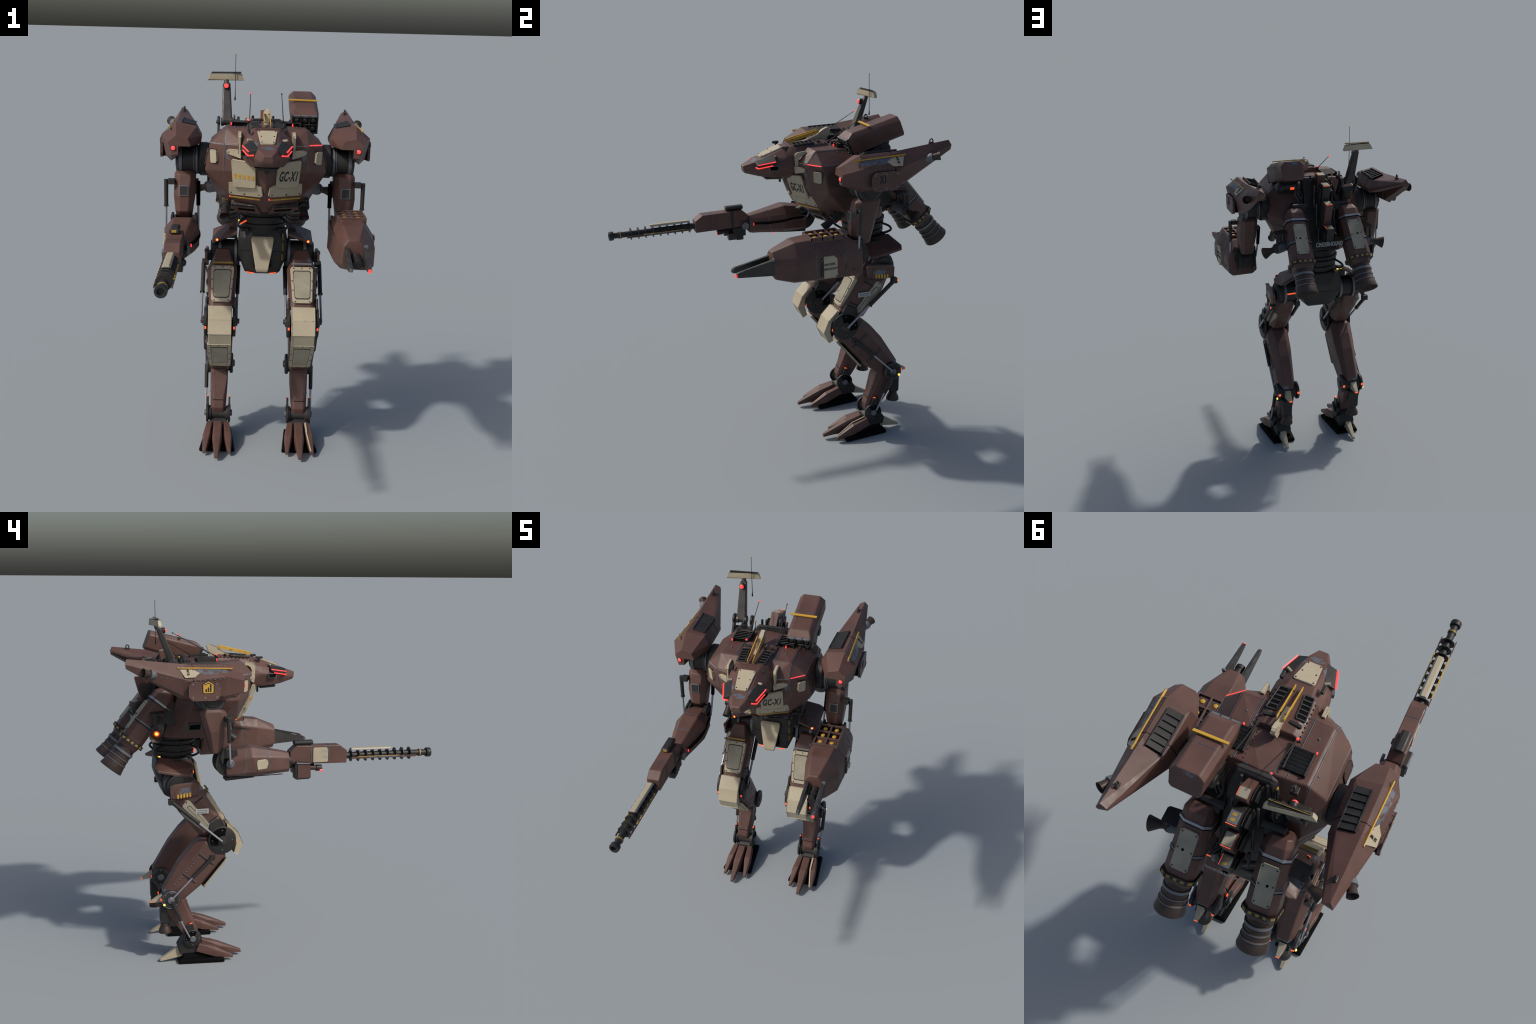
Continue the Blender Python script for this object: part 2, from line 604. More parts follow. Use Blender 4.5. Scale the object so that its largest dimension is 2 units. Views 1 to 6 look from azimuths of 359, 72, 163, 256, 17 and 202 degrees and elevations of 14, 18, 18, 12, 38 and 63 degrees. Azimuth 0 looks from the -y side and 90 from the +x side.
def chest():
    plate("shoulder_pad_plate", [(.235, .103, 1.572), (.261, .135, 1.570), (.258, .136, 1.510), (.231, .106, 1.515)],
          .008, (.6, -.8, 0), M_CREAM, torso, .002, .005, .006)
    plate("shoulder_pad_frame", [(.232, .107, 1.576), (.268, .147, 1.574), (.264, .148, 1.506), (.228, .110, 1.511)],
          .004, (.6, -.8, 0), M_DARK, torso, .001, .006, .006)
    plate("chest_plate", [(.053, .017, 1.505), (.10, .030, 1.531), (.160, .057, 1.536), (.151, .101, 1.406), (.049, .054, 1.408)],
          .008, (.3, -1, -.3), M_CREAM if False else M_CREAM, torso, .0015, .005)
    plate("chest_plate_mount", [(.062, .035, 1.50), (.153, .072, 1.52), (.146, .11, 1.412), (.056, .068, 1.414)],
          .03, (.3, -1, -.3), M_BLACK, torso, .001, .004)
    plate("belly_plate", [(.168, .118, 1.425), (.172, .141, 1.368), (.163, .144, 1.362), (.026, .076, 1.362),
                          (.014, .068, 1.370), (.022, .050, 1.404), (.046, .052, 1.418), (.052, .060, 1.412), (.148, .106, 1.411), (.155, .108, 1.424)],
          .022, (.3, -1, -.5), M_CREAM, torso, .0015, .0)
    studs("plate_bolt", [(.160, .139, 1.372), (.098, .108, 1.370), (.030, .075, 1.372)], (.35, -.85, -.3), .0045, M_MECH, torso)
    bar("hazard_strip", (.164, .157, 1.350), (.024, .094, 1.347), .007, .008, (.2, -.6, -.6), M_YEL, torso)
    # collar guards beside the head, with their latch arms
    m = frame((.119, 0, 0), (0, 1, 0), (1, 0, 0))
    prism("collar_guard", [(.100, 1.660), (.060, 1.657), (.047, 1.651), (.041, 1.641), (.043, 1.570), (.049, 1.565), (.058, 1.578),
                           (.057, 1.612), (.066, 1.632), (.080, 1.641), (.098, 1.645)], 0, .011, m, M_CREAM, torso, .002)
    plate("latch_arm", [(.120, .040, 1.580), (.172, .066, 1.582), (.183, .073, 1.574), (.181, .075, 1.563), (.165, .068, 1.557),
                        (.120, .042, 1.545)], .016, (.4, -1, 0), M_CREAM, torso, .002, 0)
    studs("latch_bolt", [(.175, .069, 1.571)], (.4, -1, 0), .0045, M_STEEL, torso)
    # recessed louvres under the chest
    m = frame((.088, .178, 1.295), (1, .25, 0), (.2, -.65, -.72))
    prism("belly_vent_frame", [(-.062, -.036), (.058, -.036), (.066, .030), (-.05, .030)], -.02, .006, m, M_RED, torso, .003)
    prism("belly_vent_lip", [(-.050, .018), (.060, .018), (.066, .032), (-.052, .032)], 0, .009, m, M_DARK, torso, .002)
    prism("belly_vent_slot", [(-.042, -.018), (.035, -.018), (.042, -.006), (-.042, -.006)], 0, .008, m, M_BLACK, torso, .001)
    # side hatch and slot
    plate("flank_hatch", [(.274, .170, 1.566), (.276, .245, 1.566), (.288, .245, 1.492), (.288, .165, 1.492)], .012, (1, 0, 0), M_RED_DK, torso, .002, .012, .01)
    plate("flank_slot", [(.240, .36, 1.343), (.247, .43, 1.341), (.232, .43, 1.309), (.224, .36, 1.308)], .012, (1, 0, -.4), M_GREY, torso, .001, .0)
    plate("flank_slot_hole", [(.2405, .364, 1.340), (.2475, .426, 1.338), (.2345, .426, 1.312), (.2265, .364, 1.311)], .010, (1, 0, -.4), M_BLACK, torso, .0005, .0)
    # shoulder stub
    lathe("shoulder_collar", (.262, .335, 1.500), (1, 0, 0), [(0, .06), (.012, .078), (.022, .081), (.050, .081), (.058, .074), (.062, .062)], M_DARK, torso, 40)
    lathe("shoulder_washer", (.25, .335, 1.500), (1, 0, 0), [(0, .083), (.016, .086), (.021, .083)], M_RED_DK, torso, 40)
    # top louvre grilles
    gx, gy = (.079, .162), (.268, .364)
    span("grille_bed", gx, gy, (1.655, 1.678), M_BLACK, torso, .001)
    for x in gx:
        span("grille_rail", (x - .003, x + .003), (gy[0] - .004, gy[1] + .004), (1.66, 1.690), M_DARK, torso, .001)
    for i in range(6):
        y = gy[0] + (i + .5) * (gy[1] - gy[0]) / 6
        box("grille_slat", ((gx[0] + gx[1]) / 2, y, 1.682), (gx[1] - gx[0], .018, .003), M_DARK, torso, Matrix.Rotation(math.radians(-38), 3, "X"), .0008)
    studs("grille_rivet", line((.068, gy[0], 1.673), (.068, gy[1] + .02, 1.671), 7), (0, 0, 1), .0035, M_DARK, torso)
    # whip aerials
    lathe("aerial_base", (.080, .243, 1.688), (0, .90, .43), [(0, .009), (.008, .009), (.014, .004), (.03, .003)], M_DARK, torso, 16)
    rod("aerial", (.080, .250, 1.692), (.0765, .464, 1.810), .0024, M_DARK, torso, .0017, 8)
    # belly manoeuvring thruster
    ax = (0, -.80, -.60)
    lathe("belly_thruster", (.189, .285, 1.335), ax, [(0, .02), (.0, .027), (.075, .028), (.080, .024), (.083, .0185), (.11, .0195), (.142, .0245), (.140, .0225), (.10, .014), (.10, 0)], [M_DARK], torso, 28)
    lathe("thruster_heat", V((.189, .285, 1.335)) + V(ax) * .104, ax, [(0, 0), (0, .012), (.003, 0)], M_LORG, torso, 18)
    # flank thruster with its hanger
    ax = (.93, .22, -.18)
    lathe("flank_thruster", (.235, .592, 1.328), ax, [(0, .028), (.06, .029), (.066, .024), (.075, .017), (.09, .0175), (.135, .034), (.133, .0315), (.09, .014), (.09, 0)], [M_NOZ], torso, 28)
    lathe("thruster_shroud", (.20, .584, 1.334), ax, [(0, .026), (.004, .030), (.088, .031), (.094, .026)], M_GREY, torso, 28)
    plate("thruster_hanger", [(.20, .635, 1.415), (.30, .635, 1.408), (.30, .565, 1.412), (.20, .56, 1.42)], .006, (0, 0, 1), M_DARK, torso, .001, .008)
    for x, y in ((.235, .58), (.262, .60), (.285, .615)):
        rod("thruster_strut", (x, y, 1.412), (x, y + .004, 1.335), .0075, M_DARK, torso, None, 10)


both(chest)
hax = V((-.93, .22, -.18))
lathe("thruster_heat", V((-.235, .592, 1.328)) + hax * .094, hax, [(0, 0), (0, .0145), (.003, 0)], M_LORG, torso, 20)
lathe("thruster_flame", V((-.235, .592, 1.328)) + hax * .0955, hax, [(0, 0), (0, .0085), (.003, 0)], M_LYEL, torso, 16)
lathe("ring_lamp", (.121, .252, 1.272), (.1, -.75, -.65), [(0, .010), (.012, .0095), (.013, .006), (.006, .005), (.006, 0)], M_LRED, torso, 18)
bar("hazard_lamp", (.018, .090, 1.354), (.018, .098, 1.344), .004, .004, (0, -1, 0), M_LRED, torso)
ball("hazard_lamp", (-.166, .157, 1.350), .004, M_LRED, torso)
ball("belly_lamp", (-.128, .243, 1.277), .006, M_LRED, torso)
span("grille_lamp", (-.170, -.164), (.258, .264), (1.674, 1.686), M_LRED, torso, .001)
span("grille_lamp", (.122, .128), (.256, .262), (1.670, 1.684), M_LRED, torso, .001)
ball("aerial_tip", (-.0765, .464, 1.810), .0042, M_LRED, torso)
ball("aerial_tip", (.0765, .464, 1.810), .0042, M_MECH, torso)
ball("aerial_lamp", (-.083, .246, 1.699), .0055, M_LRED, torso)
for s, st in ((-1, "16 04"), (1, "16 04")):
    text("thruster_stencil", "2X.04", (s * .190, .222, 1.322), (1, 0, 0), (0, .3, 1), .016, M_YEL_OLD, torso)
cp = [o for o in bpy.data.objects if o.name.split(".")[0] == "chest_plate" and "_frame" in o][0]
cf = Matrix([cp["_frame"][k * 4:k * 4 + 4] for k in range(4)])
cn = V(cf.col[2][:3])
cc = V(cf.translation)
def on_chest(x, z, s=1, lift=.0006):
    """point of the chest plate's outer face at a given |x| and height; s = side"""
    y = cc.y - ((x - cc.x) * cn.x + (z - cc.z) * cn.z) / cn.y
    return V((s * x, y, z)) + V((s * cn.x, cn.y, cn.z)) * lift
cx_ = (on_chest(.14, 1.4590) - on_chest(.06, 1.462)).normalized()
cu_ = (on_chest(.10, 1.49) - on_chest(.105, 1.44)).normalized()
text("chest_marking", "GC-X1", on_chest(.1045, 1.461, 1, 0), cx_, cu_, .070, M_INK, torso, .44, .0014, .022)
for i in range(5):
    x = .149 - i * .0205
    z = 1.470 - i * .0012
    plate("kill_mark", [on_chest(x, z, -1, .001), on_chest(x - .0115, z - .001, -1, .001), on_chest(x - .0125, z - .022, -1, .001), on_chest(x - .001, z - .021, -1, .001)],
          .003, (-cn.x, cn.y, cn.z), M_YEL, torso, .0002, .002)
    plate("kill_mark_notch", [on_chest(x - .0045, z - .006, -1, .0014), on_chest(x - .0095, z - .0065, -1, .0014), on_chest(x - .0095, z - .010 - .002 * (i % 2), -1, .0014), on_chest(x - .0045, z - .0095, -1, .0014)],
          .002, (-cn.x, cn.y, cn.z), M_YEL_OLD, torso, 0, 0)
ring("lifting_eye", (-.154, .428, 1.696), (1, .2, 0), .0095, .003, M_MECH, torso)
box("lifting_eye_base", (-.154, .428, 1.672), (.03, .03, .025), M_DARK, torso)
studs("torso_rivet", [(.20, .25, 1.655), (.21, .31, 1.648), (-.205, .33, 1.652), (-.15, .2, 1.673), (.14, .2, 1.673)], (0, 0, 1), .004, M_GREY, torso)

# ------------------------------------------------------------------ head
head = hull("head", [
    (.020, -.214, 1.592), (.028, -.210, 1.563), (.018, -.204, 1.551),
    (.046, -.150, 1.614), (.032, -.128, 1.626), (.050, .000, 1.671), (.058, .070, 1.683),
    (.082, -.070, 1.615), (.100, .000, 1.630), (.104, .080, 1.640),
    (.094, -.085, 1.585), (.114, -.010, 1.592), (.117, .080, 1.590), (.112, .080, 1.540),
    (.035, -.130, 1.530), (.075, -.060, 1.523), (.088, .070, 1.514)], M_RED, bev=0.005, sym=True)
neck = hull("neck", [(.056, .040, 1.683), (.060, .236, 1.697), (.084, .066, 1.672), (.088, .240, 1.684), (.100, .06, 1.630), (.106, .245, 1.655)],
            M_RED, bev=0.004, sym=True)
plate("brow_plate", [(.032, -.121, 1.6345), (.046, -.001, 1.6785), (-.046, -.001, 1.6785), (-.032, -.121, 1.6345)], .008, (0, 0, 1), M_CREAM, head, .0025, .008, .004)
studs("brow_bolt", [(x * s, y, z + .0005) for s in (1, -1) for x, y, z in ((.026, -.111, 1.638), (.0285, -.058, 1.6575), (.036, -.010, 1.675))],
      (0, -.34, .94), .0032, M_BLACK, head)
hull("chin_guard", [(.05, -.100, 1.522), (.06, -.01, 1.514), (.04, -.095, 1.510), (.05, -.01, 1.505)], M_DARK, head, .002, sym=True)
box("chin_sensor", (0, -.004, 1.496), (.014, .010, .034), M_DARK, head)


def face():
    hull("eye_housing", [(.040, -.153, 1.616), (.082, -.150, 1.600), (.060, -.152, 1.586), (.084, -.147, 1.583),
                         (.066, -.052, 1.640), (.109, -.056, 1.617), (.108, -.060, 1.603), (.07, -.05, 1.60)], M_DARK, head, .002)
    bar("eye_lamp", (.0845, -.147, 1.6005), (.1105, -.058, 1.6155), .004, .0045, (.8, -.2, .3), M_LRED, head)
    bar("eye_lamp", (.062, -.1535, 1.585), (.0875, -.1465, 1.5835), .004, .004, (.3, -.8, -.2), M_LRED, head)
    bar("eye_lamp", (.0875, -.1465, 1.5835), (.108, -.075, 1.596), .003, .003, (.8, -.2, -.3), M_LRED, head)
    plate("cheek_vent", [(.0985, -.094, 1.592), (.1125, -.042, 1.594), (.1125, -.042, 1.568), (.097, -.09, 1.566)], .01, (1, -.3, 0), M_GREY, head, .0006, .003)
    plate("cheek_vent_hole", [(.0995, -.090, 1.589), (.1132, -.046, 1.591), (.1132, -.046, 1.571), (.098, -.087, 1.569)], .01, (1, -.3, 0), M_BLACK, head, .0003, .002)
    rod("brow_knob", (.068, -.046, 1.637), (.090, -.056, 1.641), .0062, M_CREAM_OLD, head)
    box("brow_sensor", (.083, .004, 1.680), (.014, .034, .013), M_DARK, head)
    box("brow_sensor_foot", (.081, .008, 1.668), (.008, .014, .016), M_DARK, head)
    # ladder grilles on the crown
    a, b, c, d = V((.030, .057, 1.6865)), V((.070, .058, 1.6845)), V((.079, .166, 1.6915)), V((.040, .166, 1.6955))
    bar("crown_grille_rail", a, d, .005, .008, (0, 0, 1), M_DARK, neck)
    bar("crown_grille_rail", b, c, .005, .008, (0, 0, 1), M_MECH, neck)
    plate("crown_grille_bed", [a + V((0, 0, .0015)), b + V((0, 0, .0015)), c + V((0, 0, .0015)), d + V((0, 0, .0015))], .008, (0, 0, 1), M_BLACK, neck, .0005, .0)
    for i in range(6):
        t = i / 5
        bar("crown_grille_rung", a.lerp(d, t), b.lerp(c, t), .006, .007, (0, 0, 1), M_MECH, neck)
    m = frame((.052, .192, 1.694), (1, .15, 0), (0, 0, 1))
    prism("crown_handle", cham([(-.026, -.007), (.026, -.007), (.026, .007), (-.026, .007)], .005), -.004, .007, m, M_DARK, neck, .003)
    studs("crown_stud", line((.083, .075, 1.676), (.088, .225, 1.687), 8), (.4, 0, 1), .0035, M_DARK, neck)


both(face)
m = frame((0, 0, 0), (0, 1, 0), (1, 0, 0))
fin = prism("sail_fin", [(.072, 1.676), (.150, 1.694), (.205, 1.716), (.245, 1.742), (.268, 1.752), (.280, 1.750), (.287, 1.740), (.268, 1.69), (.258, 1.684), (.072, 1.672)],
            -.0095, .0095, m, M_CREAM, None, .004)
fin.name = "sail_fin"
for s in (1, -1):
    bar("fin_rail", (.0145 * s, .040, 1.697), (.0145 * s, .219, 1.737), .004, .017, (0, 0, 1), M_YEL, fin)
    for y in (.07, .19):
        rod("fin_rail_peg", (.006 * s, y, 1.70 + (y - .04) * .22), (.017 * s, y, 1.70 + (y - .04) * .22), .003, M_DARK, fin, None, 8)
text("fin_stencil", "NC-2", (-.0198, .15, 1.7205), (0, -1, -.224), (0, -.22, 1), .010, M_YEL_OLD, fin)

# ------------------------------------------------------------------ missile launcher on the shoulder
launcher = hull("missile_launcher", [
    (.122, .286, 1.723), (.248, .288, 1.723), (.246, .323, 1.638), (.124, .323, 1.638),
    (.137, .319, 1.754), (.233, .319, 1.754), (.116, .335, 1.733), (.253, .335, 1.733),
    (.137, .582, 1.820), (.228, .580, 1.820), (.115, .588, 1.797), (.254, .586, 1.795),
    (.121, .614, 1.732), (.250, .611, 1.732), (.132, .619, 1.717), (.240, .615, 1.717)], M_RED, bev=0.005)
seam(launcher, (0, .452, 1.79), (0, 1, .25), keep=lambda p: p.z > 1.775 or p.x > .24, w=.0045)
bar("launcher_strip", (.110, .411, 1.787), (.250, .411, 1.785), .013, .006, (0, -.24, 1), M_YEL, launcher)
fm = frame((.185, .3050, 1.681), (1, 0, 0), (0, -.92, -.38))
H = .043
prism("launcher_mouth", [(-.057, -H), (.057, -H), (.057, H), (-.057, H)], -.01, .0015, fm, M_BLACK, launcher, .0005)
for x in (-.059, -.0195, .0195, .059):
    prism("launcher_divider", [(x - .003, -H - .003), (x + .003, -H - .003), (x + .003, H + .003), (x - .003, H + .003)], -.005, .009, fm, M_DARK, launcher, .001)
for y in (-H, 0, H):
    prism("launcher_divider", [(-.062, y - .003), (.062, y - .003), (.062, y + .003), (-.062, y + .003)], -.005, .0085, fm, M_DARK if y < H else M_GREY, launcher, .001)
for x in (-.039, 0, .039):
    for y in (-.0215, .0215):
        p = fm @ V((x, y, 0))
        lathe("missile", p - V(fm.col[2][:3]) * .006, fm.col[2][:3], [(0, .013), (.010, .013), (.014, .009), (.0155, 0)], M_MECH, launcher, 16)
lathe("launcher_trunnion", (.118, .505, 1.655), (1, 0, 0), [(0, .024), (.004, .028), (.02, .028), (.022, .022), (.10, .022), (.103, .029), (.125, .03), (.128, .025)], M_DARK, launcher, 28)
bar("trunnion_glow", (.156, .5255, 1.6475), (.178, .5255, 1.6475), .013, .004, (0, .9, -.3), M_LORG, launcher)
hull("launcher_bracket", [(.125, .47, 1.66), (.24, .47, 1.66), (.125, .54, 1.71), (.24, .54, 1.71), (.125, .40, 1.64), (.24, .40, 1.64), (.125, .45, 1.60), (.24, .45, 1.60)], M_DARK, launcher, .003)
for x in (.115, .135):
    tube("launcher_hose", [(x, .50, 1.64), (x + .005, .49, 1.60), (x - .015, .50, 1.56), (x, .50, 1.52)], .0055, M_MECH, launcher)

# ------------------------------------------------------------------ radar mast
mast = hull("radar_mast", [(-.218, .484, 1.668), (-.164, .484, 1.668), (-.166, .526, 1.664), (-.214, .526, 1.664),
                           (-.217, .567, 1.853), (-.178, .567, 1.853), (-.18, .595, 1.855), (-.214, .595, 1.855)], M_MECH, bev=0.007, seg=3)
lathe("mast_hub", (-.222, .505, 1.665), (1, 0, 0), [(0, .014), (.002, .021), (.014, .022), (.016, .018), (.044, .018), (.046, .022), (.060, .022), (.062, .015)], M_MECH, mast, 28)
for x in (-.240, -.142):
    lathe("mast_fork", (x, .507, 1.664), (1, 0, 0), [(0, .022), (.002, .028), (.012, .028), (.014, .022)], M_DARK, mast, 28)
    hull("mast_fork_leg", [(x + .001, .49, 1.665), (x + .013, .49, 1.665), (x + .001, .532, 1.66), (x + .013, .532, 1.66), (x + .001, .44, 1.58), (x + .013, .44, 1.58), (x + .001, .47, 1.575), (x + .013, .47, 1.575)], M_DARK, mast, .002)
lathe("mast_bolt", (-.246, .507, 1.664), (1, 0, 0), [(0, .008), (.006, .010), (.012, .010)], M_MECH, mast, 12)
hull("mast_foot", [(-.225, .43, 1.60), (-.145, .43, 1.60), (-.225, .50, 1.63), (-.145, .50, 1.63), (-.215, .47, 1.54), (-.15, .47, 1.54), (-.2, .51, 1.60), (-.16, .51, 1.60)], M_DARK, mast, .003)
lathe("mast_camera", (-.198, .573, 1.838), (0, -.97, .06), [(0, .013), (.012, .014), (.014, .0155), (.026, .0155), (.029, .0125), (.0295, .012)], M_DARK, mast, 20)
lathe("mast_lamp", (-.198, .545, 1.8395), (0, -.97, .06), [(0, .0115), (.004, .0115), (.0075, .008), (.008, 0)], M_LRED, mast, 18)
rd = V((.181, .029, 0)).normalized()
rn = V((-rd.y, rd.x, 0))
rm = Matrix((rd, V((0, 0, 1)), -rn)).transposed().to_4x4()
rm.translation = V((-.2025, .597, 1.862))
prism("radar_panel", [(-.0925, .002), (.0925, .002), (.0905, .008), (.080, .033), (-.078, .033), (-.0905, .008)], -.008, .009, rm, M_CREAM, mast, .002)
prism("radar_panel_core", [(-.078, .02), (.078, .02), (.075, .0365), (-.075, .0365)], -.005, .006, rm, M_DARK, mast, .001)
bar("radar_rail", (-.274, .588, 1.902), (-.125, .595, 1.9045), .006, .0065, (0, 0, 1), M_DARK, mast)
bar("radar_rail_edge", (-.274, .5915, 1.903), (-.125, .5985, 1.9055), .002, .003, (0, 0, 1), M_YEL, mast)
rod("radar_neck", (-.197, .585, 1.848), (-.2, .592, 1.866), .012, M_MECH, mast)
lathe("whip_aerial", (-.154, .589, 1.766), (0.0008, 0, 1), [(0, .0042), (.004, .0042), (.022, .0022), (.03, .0018), (.228, .0014)], M_DARK, mast, 10)
ball("whip_tip", (-.153, .589, 1.9965), .0028, M_YEL, mast)

# ------------------------------------------------------------------ spine housing on the back
spine = hull("spine_housing", [
    (.070, .418, 1.690), (.085, .420, 1.674), (.070, .442, 1.684), (.084, .452, 1.655), (.086, .488, 1.60), (.088, .532, 1.48), (.088, .560, 1.38), (.09, .585, 1.275), (.085, .57, 1.262),
    (.10, .45, 1.262), (.095, .40, 1.60)], M_DARK, bev=0.005, sym=True)
hull("spine_cap", [(.072, .415, 1.684), (.088, .420, 1.676), (.086, .440, 1.664), (.066, .452, 1.660), (.07, .43, 1.692), (.06, .415, 1.692)], M_MECH, spine, .003, sym=True)
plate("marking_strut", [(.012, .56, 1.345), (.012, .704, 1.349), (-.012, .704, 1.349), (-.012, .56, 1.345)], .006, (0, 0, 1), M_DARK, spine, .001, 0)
text("back_marking", "CINDERHOUND", (0, .706, 1.349), (-1, 0, 0), (0, .04, 1), .036, M_PALEINK, spine, .585, .0012, .016)
for i, (yf, yr, z, L, m1, m2) in enumerate([(.508, .553, 1.722, .11, M_RED, M_CREAM_OLD), (.585, .640, 1.679, .135, M_DARK, M_GREY),
                                            (.628, .688, 1.581, .135, M_RED, M_CREAM_OLD), (.664, .718, 1.446, .105, M_DARK, M_GREY)]):
    # plates standing off the spine: cap on top, outer face leaning back in towards the column
    lean = .24
    cx0 = -.003
    vt = hull("vertebra", [(cx0 + dx, y, q) for dx in (-.0215, .0215) for y, q in ((yf, z + .004), (yr, z - .003), (yr + .001, z - .012), (yr - lean * L, z - L), (yr - lean * L - .05, z - L - .01), (yf - .06, z - .05))], m1, spine, .0025)
    plate("vertebra_cap", [(cx0 - .019, yf + .004, z + .0046), (cx0 + .019, yf + .004, z + .0046), (cx0 + .019, yr - .003, z - .0016), (cx0 - .019, yr - .003, z - .0016)], .003, (0, .1, 1), m2, vt, .0006, .003)
    if i in (1, 3):
        for q0, q1 in ((.2, .42), (.55, .8)):
            ya, yb = yf + (yr - yf) * q0, yf + (yr - yf) * q1
            za, zb = z + .0052 - .0062 * q0, z + .0052 - .0062 * q1
            plate("vertebra_mark", [(cx0 - .010, ya, za), (cx0 + .008, ya, za), (cx0 + .010, yb, zb), (cx0 - .008, yb, zb)], .002, (0, .1, 1), M_YEL_OLD, vt, 0, .002)
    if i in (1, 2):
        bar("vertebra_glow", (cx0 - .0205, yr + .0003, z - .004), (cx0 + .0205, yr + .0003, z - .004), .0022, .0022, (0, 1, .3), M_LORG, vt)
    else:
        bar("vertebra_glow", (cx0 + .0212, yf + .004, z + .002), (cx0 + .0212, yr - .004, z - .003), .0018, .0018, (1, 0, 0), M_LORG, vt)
    for k, dx in enumerate((.026, .033, .040)):
        bm = hull_bm([(cx0 - dx - e, y, q) for e in (0, .0045) for y, q in ((yf - .012, z - .036), (yr - .024, z - .042), (yr - lean * L * .8 - .022, z - L * .85), (yf - .06, z - L * .8), (yf - .05, z - .05))])
        finish("vertebra_fin", bm, M_DARK if k != 1 else M_BLACK, vt)
    bm = hull_bm([(cx0 + .025 + e, y, q) for e in (0, .006) for y, q in ((yf - .02, z - .02), (yr - .02, z - .03), (yr - lean * L - .01, z - L * .9), (yf - .06, z - L * .9))])
    finish("vertebra_fin", bm, M_DARK, vt)
    rod("spine_rod", (cx0 + .040, yf - .045, z - .02), (cx0 + .046, yr - lean * L - .055, z - L - .015), .006, M_MECH, vt, None, 10)
    rod("spine_rod", (cx0 - .060, yf - .045, z - .02), (cx0 - .064, yr - lean * L - .055, z - L - .015), .0065, M_DARK, vt, None, 10)
for s in (1, -1):
    tube("back_hose", [(s * .095, .44, 1.655), (s * .105, .47, 1.62), (s * .10, .50, 1.57), (s * .13, .525, 1.53)], .007, M_DARK, spine)
tube("back_cable", [(-.06, .44, 1.67), (-.085, .47, 1.655), (-.08, .50, 1.60), (-.105, .53, 1.54)], .004, M_BLACK, spine)
rod("cap_pin", (-.098, .43, 1.60), (-.098, .455, 1.688), .002, M_DARK, spine, None, 8)
ball("cap_pin_head", (-.098, .456, 1.69), .0055, M_YEL, spine)

